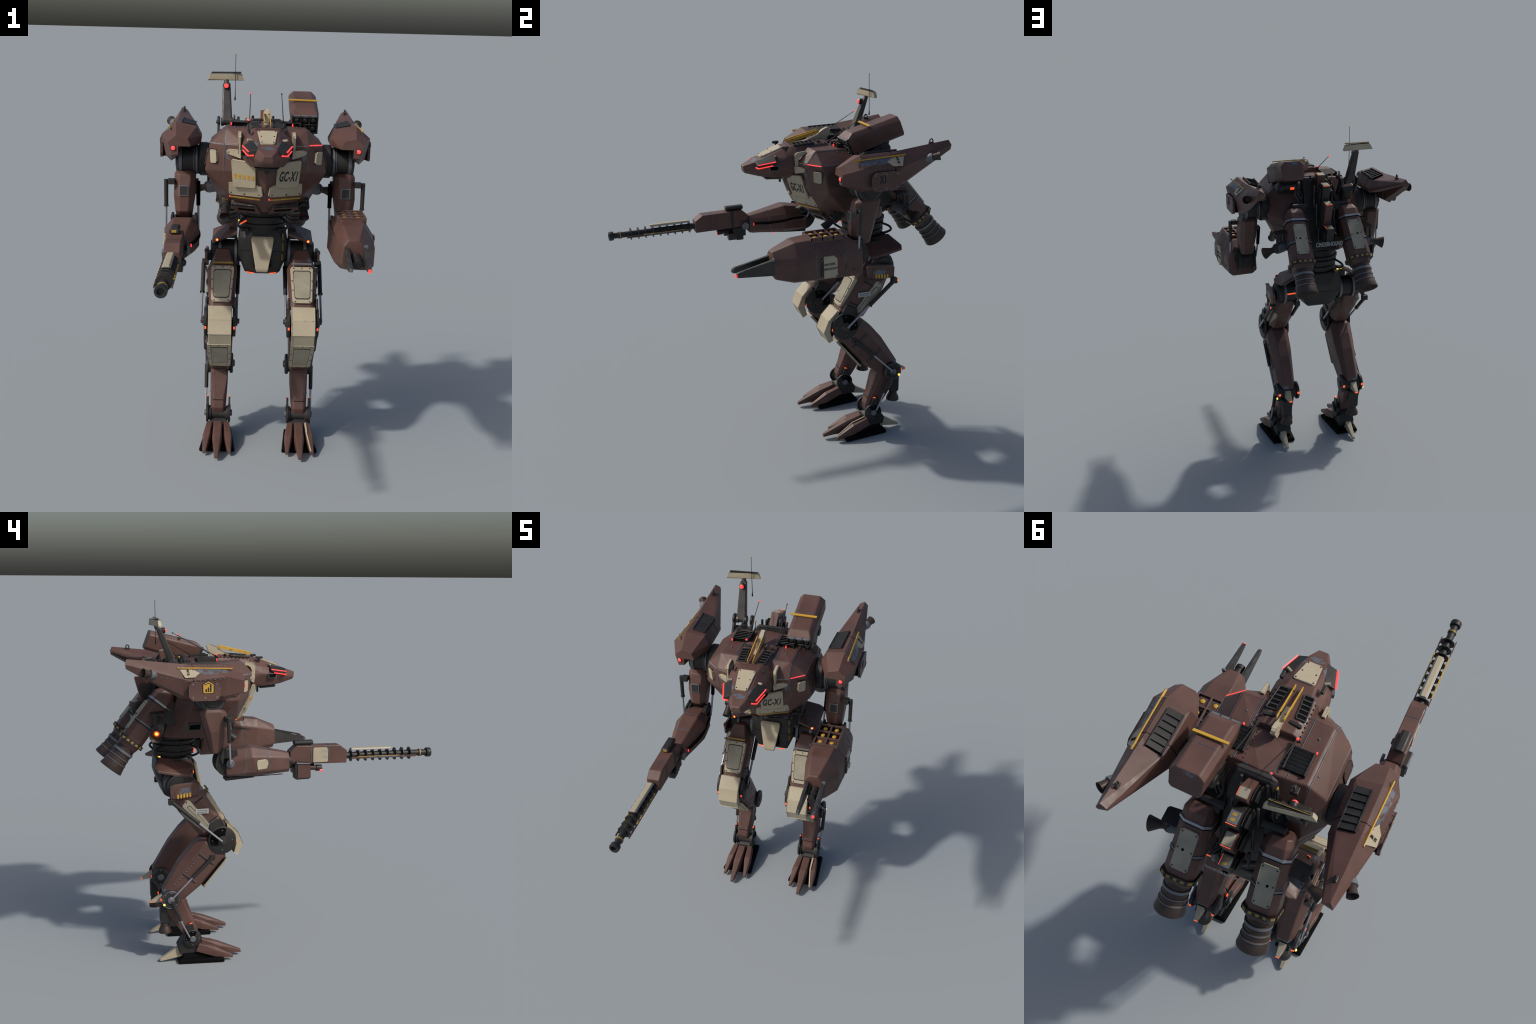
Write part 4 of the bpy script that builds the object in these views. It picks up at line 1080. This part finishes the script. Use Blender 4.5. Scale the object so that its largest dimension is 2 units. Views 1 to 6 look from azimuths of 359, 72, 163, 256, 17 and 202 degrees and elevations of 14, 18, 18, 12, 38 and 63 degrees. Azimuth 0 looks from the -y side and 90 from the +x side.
# ------------------------------------------------------------------ waist and pelvis
waist = lathe("waist", (0, .478, 1.12), (0, 0, 1), [(0, .098), (.028, .098), (.030, .112), (.048, .114), (.052, .106), (.060, .106), (.062, .116), (.086, .118), (.090, .110), (.098, .108), (.100, .120), (.112, .122), (.116, .112), (.150, .110)], M_DARK, None, 56)
for z, r in ((1.153, .1145), (1.2205, .1215)):
    ring("waist_hoop", (0, .478, z), (0, 0, 1), r - .0005, .0016, M_MECH, waist)
for s in (1, -1):
    for y in (.40, .55):
        dy = -.055 if y < .45 else .055
        tube("waist_handle", [(s * .085, y, 1.205), (s * .115, y + dy * .7, 1.188), (s * .125, y + dy * .8, 1.168), (s * .10, y + dy * .35, 1.148), (s * .08, y + dy * .1, 1.146)], .0065, M_DARK, waist)
    box("waist_bracket", (s * .09, .405, 1.142), (.05, .03, .014), M_DARK, waist, Matrix.Rotation(s * .5, 3, "Z"))
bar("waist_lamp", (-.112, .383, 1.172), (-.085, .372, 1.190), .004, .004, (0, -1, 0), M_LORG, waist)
bar("waist_lamp", (-.095, .580, 1.149), (-.125, .572, 1.150), .006, .004, (0, 0, 1), M_LYEL, waist)
pelvis = hull("pelvis", [
    (.085, .400, 1.148), (.115, .420, 1.14), (.080, .588, 1.135), (.118, .565, 1.13),
    (.095, .382, 1.10), (.124, .405, 1.095), (.060, .596, 1.06), (.124, .570, 1.07), (.124, .40, 1.01), (.124, .565, 1.00), (.05, .375, 1.03), (.095, .385, 1.01),
    (.088, .385, .925), (.075, .42, .906), (.080, .545, .925), (.065, .52, .908), (.080, .585, 1.03)], M_DARK, None, .008, 3, True)
seam(pelvis, (0, .5, 1.022), (0, .1, 1), w=.003, bright=False, keep=lambda p: p.y > .55 or p.y < .4)
hull("groin_guard", [(-.060, .357, 1.100), (.057, .357, 1.100), (-.055, .372, 1.112), (.052, .372, 1.112), (-.053, .352, 1.075), (.048, .352, 1.078), (-.034, .322, .952), (.030, .322, .952),
                     (-.030, .326, .936), (.027, .326, .936), (-.034, .345, .950), (.030, .345, .950), (-.052, .375, 1.09), (.050, .375, 1.09)], M_CREAM, pelvis, .005)
hull("groin_mount", [(.045, .38, 1.10), (.045, .38, .95), (.04, .355, 1.09), (.024, .335, .96)], M_BLACK, pelvis, .002, sym=True)
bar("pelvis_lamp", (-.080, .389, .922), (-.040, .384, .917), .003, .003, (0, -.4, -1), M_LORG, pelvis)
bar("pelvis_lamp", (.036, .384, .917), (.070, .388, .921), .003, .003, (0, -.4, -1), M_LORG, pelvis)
for z0, z1 in ((1.09, 1.125), (1.035, 1.075), (.985, 1.018)):
    plate("pelvis_chevron", [(.098, .383, z1), (.106, .389, z1), (.107, .389, z0), (.099, .383, z0)], .004, (.6, -.8, 0), M_MUSTARD, pelvis, .0004, .001)


def legs():
    # hip flap
    hip = lathe("hip_joint", (.105, .487, 1.008), (1, 0, 0), [(0, .05), (.004, .056), (.02, .056), (.022, .068), (.036, .070), (.038, .060), (.10, .060), (.102, .072), (.122, .074), (.124, .066), (.150, .065), (.152, .055), (.158, .052), (.158, 0)], M_DARK, None, 44)
    for x in (.128, .208):
        lathe("hip_band", (x, .487, 1.008), (1, 0, 0), [(0, .066), (.0005, .0715 if x < .2 else .0745), (.014, .0715 if x < .2 else .0745), (.0145, .066)], M_GREY, hip, 44)
    flap = hull("hip_flap", [(.128, .405, 1.122), (.205, .398, 1.100), (.250, .420, 1.070), (.256, .455, 1.068), (.256, .600, 1.098), (.225, .612, 1.108), (.130, .575, 1.150),
                             (.128, .405, 1.110), (.205, .398, 1.088), (.250, .420, 1.058), (.256, .455, 1.056), (.256, .600, 1.086), (.225, .612, 1.096), (.130, .575, 1.138)], M_RED, hip, .002)
    box("flap_hinge", (.150, .487, 1.105), (.04, .06, .05), M_DARK, hip)
    ball("flap_lamp_shell", (.229, .4115, 1.0815), .0085, M_DARK, hip)
    lathe("flap_lamp_rim", (.229, .412, 1.081), (.2, -.95, .1), [(.004, .0060), (.006, .0078), (.009, .007), (.009, .005), (.006, .0045), (.006, 0)], M_LORG, hip, 18)
    lathe("flap_lamp", (.2292, .4065, 1.0815), (.2, -.95, .1), [(0, .005), (.003, .004), (.004, 0)], M_LYEL, hip, 12)
    # thigh
    th = hull("thigh", [
        (.166, .398, 1.038), (.230, .398, 1.038), (.166, .465, 1.030), (.230, .465, 1.030),
        (.156, .360, .998), (.246, .360, .998), (.157, .224, .772), (.246, .224, .772),
        (.126, .375, .930), (.277, .375, .930), (.136, .250, .785), (.266, .250, .785), (.128, .460, .925), (.275, .460, .925), (.142, .360, .752), (.262, .360, .752),
        (.165, .528, .948), (.240, .528, .948), (.165, .492, .868), (.240, .492, .868), (.165, .377, .728), (.240, .377, .728), (.165, .29, .715), (.240, .29, .715)], M_RED, None, .005)
    fr = [(.139, .3235, .970), (.254, .3235, .970), (.250, .232, .808), (.153, .232, .808)]
    plate("thigh_plate", fr, .012, (0, -1, .5), M_CREAM, th, .003, .010, .012)
    c = sum((V(p) for p in fr), V()) / 4
    inn = [c + (V(p) - c) * .74 + V((0, -.0020, .0011)) for p in fr]
    plate("thigh_plate_groove", [c + (V(p) - c) * .79 + V((0, -.0007, .0004)) for p in fr], .002, (0, -1, .5), M_DARK, th, .0003, .008)
    plate("thigh_plate_inset", inn, .004, (0, -1, .5), M_CREAM_OLD, th, .0012, .008)
    n = (V(fr[1]) - V(fr[0])).cross(V(fr[2]) - V(fr[1])).normalized()
    if n.y > 0:
        n.negate()
    edge = [V(fr[0]).lerp(V(fr[1]), t) for t in (.12, .5, .88)] + [V(fr[3]).lerp(V(fr[2]), t) for t in (.1, .9)] + [V(fr[0]).lerp(V(fr[3]), t) for t in (.38, .66)] + [V(fr[1]).lerp(V(fr[2]), t) for t in (.38, .66)]
    studs("plate_bolt", [p + (c - p) * .085 for p in edge], n, .0036, M_MECH, th)
    bar("thigh_strip", (.147, .3285, .983), (.247, .3285, .983), .009, .008, n, M_GREY, th)
    # name plate on the hip
    pm2 = Matrix(((0, 0, 1, 0), (1, 0, 0, 0), (0, 1, 0, 0), (0, 0, 0, 1)))
    hp = prism("hip_panel", cham([(.386, .966), (.537, .945), (.540, 1.012), (.520, 1.022), (.390, 1.036), (.380, 1.028)], .004), .277, .289, pm2, M_RED, hip, .003)
    prism("hip_panel_inset", cham([(.410, .968), (.512, .954), (.517, .998), (.408, 1.015)], .004), .2895, .2905, pm2, M_CHIP, hp, .0004)
    for i in range(5):
        y = .428 + i * .0165
        prism("panel_dash", [(y, .958 - i * .0021), (y + .0095, .957 - i * .0021), (y + .0095, .980 - i * .0021), (y, .981 - i * .0021)], .290, .2913, pm2, M_YEL, hp, 0)
    studs("panel_bolt", [(.2893, y, z) for y, z in ((.395, 1.026), (.530, 1.008), (.395, .975), (.528, .955), (.46, 1.02))], (1, 0, 0), .003, M_MECH, hp)
    box("panel_bracket", (.262, .475, .985), (.035, .07, .04), M_DARK, hip)
    # cream strake on the flank
    pmx = Matrix(((0, 0, 1, 0), (1, 0, 0, 0), (0, 1, 0, 0), (0, 0, 0, 1)))
    def flankx(y, z, lift=0.0):
        """outer thigh flank, tapering from .279 at the hip to .265 at the knee"""
        return V((.2795 - (.93 - z) * .075 + lift, y, z))
    plate("thigh_strake", [flankx(y, z, .003) for y, z in ((.476, .903), (.449, .936), (.434, .932), (.312, .778), (.324, .764), (.350, .772))], .012, (1, 0, 0), M_CREAM_OLD, th, .0015, .004, .004)
    plate("thigh_strake_groove", [flankx(y, z, .0036) for y, z in ((.450, .897), (.433, .908), (.334, .788), (.342, .783))], .003, (1, 0, 0), M_DARK, th, 0, .003)
    plate("thigh_strake_inset", [flankx(y, z, .0046) for y, z in ((.447, .895), (.434, .904), (.338, .789), (.343, .786))], .003, (1, 0, 0), M_CREAM_OLD, th, .0005, .003)
    plate("thigh_fairing", [(.262, .470, .872), (.268, .445, .835), (.258, .348, .750), (.246, .364, .736), (.246, .48, .86)], .008, (1, .6, -.3), M_CREAM_OLD, th, .001, .003, .006)
    studs("strake_bolt", [flankx(.452, .924, .003), flankx(.326, .776, .003)], (1, 0, 0), .0035, M_DARK, th)
    plate("data_label", [flankx(.331, .885, .0065), flankx(.402, .884, .0065), flankx(.404, .859, .0065), flankx(.331, .858, .0065)], .004, (1, 0, 0), M_TAG, th, 0, 0)
    for k in (0, 1):
        bar("data_label_line", flankx(.338, .8765 - k * .010, .0068), flankx(.394, .876 - k * .010, .0068), .0035, .0008, (1, 0, 0), M_GREY, th, 0)
    for a, b in (((.414, .911), (.362, .951)), ((.330, .804), (.285, .838))):
        bar("thigh_slit_lip", flankx(a[0], a[1], .0002), flankx(b[0], b[1], .0002), .0055, .005, (1, 0, 0), M_GREY, th)
        bar("thigh_slit", flankx(a[0], a[1], .0007), flankx(b[0], b[1], .0007), .0028, .005, (1, 0, 0), M_BLACK, th)
    # knee rams
    kn = V((0, .256, .702))
    ra = V((.3005, .531, .932))
    box("ram_anchor", (.292, .537, .934), (.034, .030, .030), M_DARK, hip)
    e = V((.300, .260, .700))
    mid = ra.lerp(e, .52)
    rod("ram_sleeve", ra, mid, .0115, M_DARK, th, .0105)
    rod("ram_collar", mid - (e - ra).normalized() * .006, mid + (e - ra).normalized() * .003, .013, M_DARK, th)
    rod("ram_piston", mid, e, .0058, M_STEEL, th, None, 12)
    ra2, e2 = V((.121, .505, .925)), V((.1235, .262, .700))
    mid2 = ra2.lerp(e2, .52)
    rod("ram_sleeve", ra2, mid2, .0115, M_DARK, th, .0105)
    rod("ram_piston", mid2, e2, .0058, M_STEEL, th, None, 12)
    box("ram_anchor", (.130, .507, .930), (.03, .028, .03), M_DARK, hip)
    # knee
    knee = lathe("knee_joint", kn + V((.148, 0, 0)), (1, 0, 0), [(0, .05), (.004, .058), (.108, .058), (.112, .05)], M_DARK, None, 36)
    for x0, x1 in ((.268, .283), (.127, .142)):
        bm = lathe_bm(kn + V((x0, 0, 0)), (1, 0, 0), [(0, .074), (.002, .0775), (x1 - x0 - .002, .0775), (x1 - x0, .074)], 44)
        o = finish("knee_disc", bm, M_DARK, knee, 35)
        xo = x1 if x0 > .2 else x0
        sg = 1 if x0 > .2 else -1
        fm2 = Matrix(((0, 0, sg, xo), (1, 0, 0, kn.y), (0, 1, 0, kn.z), (0, 0, 0, 1)))
        sec = [(.070 * math.cos(a), .070 * math.sin(a)) for a in [math.radians(-22 + i * 16.5) for i in range(9)]]
        prism("knee_slot", sec + [(-.012, .018), (.012, .012), (.024, -.006), (.026, -.030)], -.003, .0012, fm2, M_BLACK, knee, 0)
        lathe("knee_pin", (xo, kn.y, kn.z), (sg, 0, 0), [(0, .0245), (.006, .0245), (.009, .022), (.009, .013), (.018, .012), (.018, 0)], M_MECH, knee, 24)
        studs("knee_bolt", [(xo, kn.y + .055 * math.cos(a), kn.z + .055 * math.sin(a)) for a in [i * math.pi / 2 for i in range(4)]], (sg, 0, 0), .0035, M_GREY, knee)
        hull("knee_yoke", [(x, y, z) for x in (x0 + .001, x1 - .003) for y, z in ((.235, .775), (.33, .745), (.262, .825), (.325, .795))], M_DARK, knee, .002)
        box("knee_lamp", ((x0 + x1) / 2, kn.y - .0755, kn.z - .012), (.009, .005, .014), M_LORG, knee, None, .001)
    prism("knee_guard", [(.226, .786), (.214, .790), (.162, .738), (.135, .673), (.163, .609), (.186, .621), (.172, .680), (.180, .728), (.222, .762)], .149, .260, pm2, M_CREAM, knee, .0025)
    box("knee_mount", (.2045, .215, .70), (.10, .06, .06), M_DARK, knee)
    # ---- shin
    shin = hull("shin", [
        (.165, .235, .628), (.248, .235, .628), (.140, .262, .640), (.276, .262, .640), (.165, .23, .60), (.248, .23, .60), (.142, .255, .60), (.274, .255, .60),
        (.165, .335, .722), (.245, .335, .722), (.168, .372, .710), (.243, .372, .710), (.140, .345, .690), (.276, .345, .690),
        (.172, .424, .662), (.240, .424, .662), (.174, .487, .584), (.238, .487, .584), (.176, .540, .495), (.237, .540, .495), (.142, .42, .60), (.272, .42, .60),
        (.178, .583, .425), (.236, .583, .425), (.160, .555, .42), (.256, .555, .42), (.178, .583, .405), (.236, .583, .405),
        (.168, .368, .445), (.248, .368, .445), (.146, .385, .452), (.270, .385, .452), (.168, .470, .362), (.246, .470, .362), (.156, .485, .366), (.258, .485, .366)], M_RED, None, .005)
    sp = [(.150, .226, .588), (.268, .226, .588), (.256, .353, .430), (.153, .353, .430)]
    plate("shin_plate", sp, .008, (0, -1, -.8), M_CREAM, shin, .002, .006)
    cs = sum((V(p) for p in sp), V()) / 4
    ns = V((0, -.78, -.62))
    plate("shin_plate_groove", [cs + (V(p) - cs) * .74 + ns * .0006 for p in sp], .002, (0, -1, -.8), M_DARK, shin, .0003, .004)
    plate("shin_plate_inset", [cs + (V(p) - cs) * .69 + ns * .0018 for p in sp], .004, (0, -1, -.8), M_CREAM_OLD, shin, .001, .004)
    es = [V(sp[0]).lerp(V(sp[1]), t) for t in (.1, .5, .9)] + [V(sp[3]).lerp(V(sp[2]), t) for t in (.1, .9)] + [V(sp[0]).lerp(V(sp[3]), t) for t in (.4, .7)] + [V(sp[1]).lerp(V(sp[2]), t) for t in (.4, .7)]
    studs("plate_bolt", [p + (cs - p) * .09 for p in es], ns, .0034, M_DARK, shin)
    bm = hull_bm([V(p) * 1 + ns * -.007 - (V(p) - cs) * .12 for p in sp] + [V(p) - ns * .028 - (V(p) - cs) * .2 for p in sp])
    finish("shin_plate_mount", bm, M_BLACK, shin)
    a, b, e = V((.277, .313, .603)), V((.281, .421, .500)), V((.281, .540, .380))
    rod("hock_ram_sleeve", a, b, .0115, M_DARK, shin, .0105)
    rod("hock_ram_piston", b, e, .0055, M_STEEL, shin, None, 12)
    box("hock_ram_block", a + V((-.006, -.004, .004)), (.016, .028, .028), M_DARK, shin)
    studs("shin_rivet", line((.2722, .392, .605), (.2625, .515, .458), 11), (1, 0, 0), .003, M_GREY, shin)
    for p, q in (((.2745, .386, .634), (.2765, .304, .567)), ((.2665, .474, .524), (.2725, .402, .466))):
        bar("shin_slit_lip", p, q, .0058, .005, (1, 0, 0), M_GREY, shin)
        bar("shin_slit", V(p) + V((.0006, 0, 0)), V(q) + V((.0006, 0, 0)), .003, .005, (1, 0, 0), M_BLACK, shin)
    # ---- hock
    hc = V((0, .543, .376))
    hock = lathe("hock_joint", hc + V((.150, 0, 0)), (1, 0, 0), [(0, .035), (.003, .042), (.11, .042), (.113, .035)], M_DARK, None, 32)
    for x0, x1 in ((.258, .276), (.139, .157)):
        lathe("hock_disc", hc + V((x0, 0, 0)), (1, 0, 0), [(0, .049), (.002, .054), (x1 - x0 - .004, .054), (x1 - x0 - .001, .050), (x1 - x0 - .001, .040), (x1 - x0, .039)], M_DARK, hock, 40)
        xo, sg = (x1, 1) if x0 > .2 else (x0, -1)
        ring("hock_rim", hc + V((xo - sg * .001, 0, 0)), (1, 0, 0), .0475, .0016, M_GREY, hock)
        lathe("hock_pin", hc + V((xo, 0, 0)), (sg, 0, 0), [(0, .019), (.007, .019), (.010, .015), (.011, 0)], M_GREY, hock, 24)
        studs("hock_bolt", [hc + V((xo - sg * .0005, .040 * math.cos(t), .040 * math.sin(t))) for t in [i * math.pi / 4 for i in range(8)]], (sg, 0, 0), .003, M_GREY, hock)
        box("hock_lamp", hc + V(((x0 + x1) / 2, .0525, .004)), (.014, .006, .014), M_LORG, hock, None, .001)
    hull("hock_spur", [(.196, .585, .398), (.232, .585, .398), (.192, .585, .355), (.236, .585, .355), (.203, .648, .360), (.222, .648, .360), (.203, .645, .348), (.222, .645, .348)], M_CREAM, hock, .0025)
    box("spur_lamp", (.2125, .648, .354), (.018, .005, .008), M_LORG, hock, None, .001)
    # ---- metatarsus
    mt = hull("metatarsus", [
        (.178, .458, .372), (.242, .458, .372), (.162, .478, .372), (.257, .478, .372), (.165, .560, .340), (.254, .560, .340), (.180, .575, .33), (.24, .575, .33),
        (.178, .549, .270), (.242, .549, .270), (.165, .535, .27), (.254, .535, .27),
        (.186, .388, .182), (.236, .388, .182), (.172, .402, .176), (.251, .402, .176), (.186, .395, .150), (.236, .395, .150), (.176, .465, .152), (.246, .465, .152), (.19, .472, .16), (.232, .472, .16)], M_RED, None, .004)
    fp = [(.168, .4515, .362), (.250, .4515, .362), (.250, .4515 - .01, .34), (.240, .4065, .222), (.184, .4065, .222), (.166, .4515 - .01, .34)]
    plate("metatarsus_plate", fp, .008, (0, -1, .4), M_RED, mt, .002, .0, .006)
    fr2 = [(V(fp[1]).lerp(V(fp[3]), t) + V((-.011, 0, 0))) for t in (.06, .3, .5, .58, .68, .9)] + [(V(fp[0]).lerp(V(fp[4]), t) + V((.011, 0, 0))) for t in (.06, .5, .92)]
    studs("metatarsus_rivet", [p + V((0, -.0025, .001)) for p in fr2], (0, -.95, .31), .0032, M_GREY, mt)
    bar("metatarsus_gap", (.184, .4045, .2195), (.240, .4045, .2195), .004, .006, (0, -.95, .31), M_BLACK, mt)
    for p, q in (((.2575, .535, .335), (.2565, .505, .352)), ((.2555, .470, .240), (.2545, .50, .230))):
        bar("metatarsus_slit", p, q, .004, .004, (1, 0, 0), M_GREY, mt)
    a, b, e = V((.279, .538, .372)), V((.278, .490, .254)), V((.277, .440, .150))
    rod("ankle_ram_sleeve", a, b, .0105, M_DARK, mt, .0098)
    rod("ankle_ram_piston", b, e, .005, M_STEEL, mt, None, 12)
    hull("heel_jet", [(x, y, z) for x, y, z in ((.188, .580, .345), (.244, .580, .345), (.188, .535, .345), (.244, .535, .345), (.186, .597, .332), (.246, .597, .332), (.189, .596, .236), (.243, .596, .236), (.189, .545, .236), (.243, .545, .236), (.193, .588, .226), (.239, .588, .226), (.193, .552, .226), (.239, .552, .226))], M_DARK, mt, .004)
    lathe("heel_jet_nozzle", (.216, .572, .232), (0, -.06, -1), [(0, .02), (.008, .024), (.014, .0225), (.026, .0265), (.040, .034), (.058, .037), (.056, .034), (.03, .018), (.03, 0)], M_NOZ, mt, 24)
    # ---- ankle and foot
    ac = V((0, .423, .141))
    ank = lathe("ankle_joint", ac + V((.150, 0, 0)), (1, 0, 0), [(0, .034), (.002, .038), (.018, .038), (.022, .030), (.096, .030), (.100, .038), (.118, .038), (.12, .034)], M_MECH, None, 32)
    for x0, x1 in ((.262, .274), (.148, .160)):
        lathe("ankle_disc", ac + V((x0, 0, 0)), (1, 0, 0), [(0, .047), (.002, .050), (x1 - x0 - .002, .050), (x1 - x0, .047)], M_DARK, ank, 36)
        xo, sg = (x1, 1) if x0 > .2 else (x0, -1)
        fm2 = Matrix(((0, 0, sg, xo), (1, 0, 0, ac.y), (0, 1, 0, ac.z), (0, 0, 0, 1)))
        sec = [(.045 * math.cos(t), .045 * math.sin(t)) for t in [math.radians(-12 + i * 19) for i in range(8)]]
        prism("ankle_slot", sec + [(-.010, .012), (.006, .012), (.016, -.006)], -.003, .0012, fm2, M_BLACK, ank, 0)
        lathe("ankle_pin", (xo, ac.y, ac.z), (sg, 0, 0), [(0, .0165), (.008, .0165), (.010, .014), (.010, 0)], M_GREY, ank, 20)
        studs("ankle_bolt", [(xo, ac.y + .037 * math.cos(t), ac.z + .037 * math.sin(t)) for t in [i * math.pi / 2 for i in range(4)]], (sg, 0, 0), .003, M_GREY, ank)
        hull("ankle_yoke", [(x, y, z) for x in (x0 + .001, x1 - .002) for y, z in ((.405, .175), (.455, .17), (.425, .232), (.458, .222))], M_DARK, ank, .002)
        box("ankle_lamp", ((x0 + x1) / 2, .432, .230), (.009, .016, .0025), M_LORG, ank, Matrix.Rotation(-.3, 3, "X"), .0006)
    foot = hull("foot", [(x, y, z) for x in (.165, .256) for y, z in ((.385, .11), (.45, .15), (.478, .125), (.502, .085), (.492, .048), (.40, .048), (.372, .07))], M_DARK, None, .005)
    hull("sole", [(.121, .248, 0), (.303, .248, 0), (.280, .502, 0), (.142, .502, 0), (.121, .248, .016), (.303, .248, .016), (.280, .502, .016), (.142, .502, .016),
                  (.13, .255, .024), (.294, .255, .024), (.272, .49, .024), (.150, .49, .024)], M_BLACK, foot, .003)
    hull("sole_pillar", [(.175, .35, .07), (.25, .35, .07), (.175, .47, .07), (.25, .47, .07), (.16, .30, .02), (.265, .30, .02), (.16, .48, .02), (.265, .48, .02)], M_BLACK, foot, .003)
    cx = .2115
    hull("toe", [(cx - .021, .366, .118), (cx + .021, .366, .118), (cx - .024, .372, .055), (cx + .024, .372, .055), (cx - .018, .272, .090), (cx + .018, .272, .090), (cx - .0265, .265, .070), (cx + .0265, .265, .070),
                 (cx - .024, .275, .030), (cx + .024, .275, .030), (cx - .009, .139, .032), (cx + .009, .139, .032), (cx - .010, .137, .013), (cx + .010, .137, .013)], M_RED, foot, .003)
    for s in (1, -1):
        def T(dx, y, z):
            return (cx + s * dx, y, z)
        hull("toe", [T(.030, .390, .108), T(.058, .388, .106), T(.030, .400, .060), T(.060, .405, .062), T(.038, .300, .085), T(.070, .300, .083), T(.030, .300, .066), T(.0765, .300, .066),
                     T(.034, .300, .028), T(.074, .300, .028), T(.056, .197, .030), T(.072, .197, .030), T(.056, .195, .012), T(.073, .195, .012)], M_RED, foot, .003)
    hull("heel_spur", [(.197, .44, .062), (.240, .44, .062), (.199, .50, .080), (.236, .50, .080), (.199, .47, .035), (.240, .44, .035), (.210, .602, .018), (.228, .602, .018), (.212, .601, .003), (.228, .601, .003)], M_CREAM, foot, .003)


both(legs)
hips = [o for o in bpy.data.objects if o.name.split(".")[0] == "hip_joint" and o.data.vertices[0].co.x > 0]
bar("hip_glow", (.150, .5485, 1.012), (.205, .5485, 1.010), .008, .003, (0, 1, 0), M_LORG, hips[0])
box("ram_anchor_orange_patch", (.3075, .5505, .938), (.006, .006, .012), M_LORG, hips[0], None, .001)
hock_l = [o for o in bpy.data.objects if o.name.split(".")[0] == "hock_joint"]
for o in hock_l:
    sg = 1 if o.data.vertices[0].co.x > 0 else -1
    ball("hock_beacon", (sg * .2775, .580, .352), .0065, M_LYEL, o)
toe = [o for o in bpy.data.objects if o.name.split(".")[0] == "toe"]
foot_l = [o for o in bpy.data.objects if o.name.split(".")[0] == "foot" and o.data.vertices[0].co.x > 0][0]
bar("toe_stripe", (.2475, .378, .1095), (.2505, .300, .0885), .010, .002, (-.25, -.2, 1), M_CREAM, foot_l, .0003)
bar("toe_stripe", (.2500, .302, .0885), (.2685, .200, .0325), .007, .002, (-.25, -.4, 1), M_CREAM, foot_l, .0003)
strips = [o for o in bpy.data.objects if o.name.split(".")[0] == "thigh_strip" and o.data.vertices[0].co.x < 0]
for o in strips:
    o.data.materials.clear()
    o.data.materials.append(M_YEL_OLD)

for o in bpy.data.objects:
    if "_frame" in o:
        del o["_frame"]
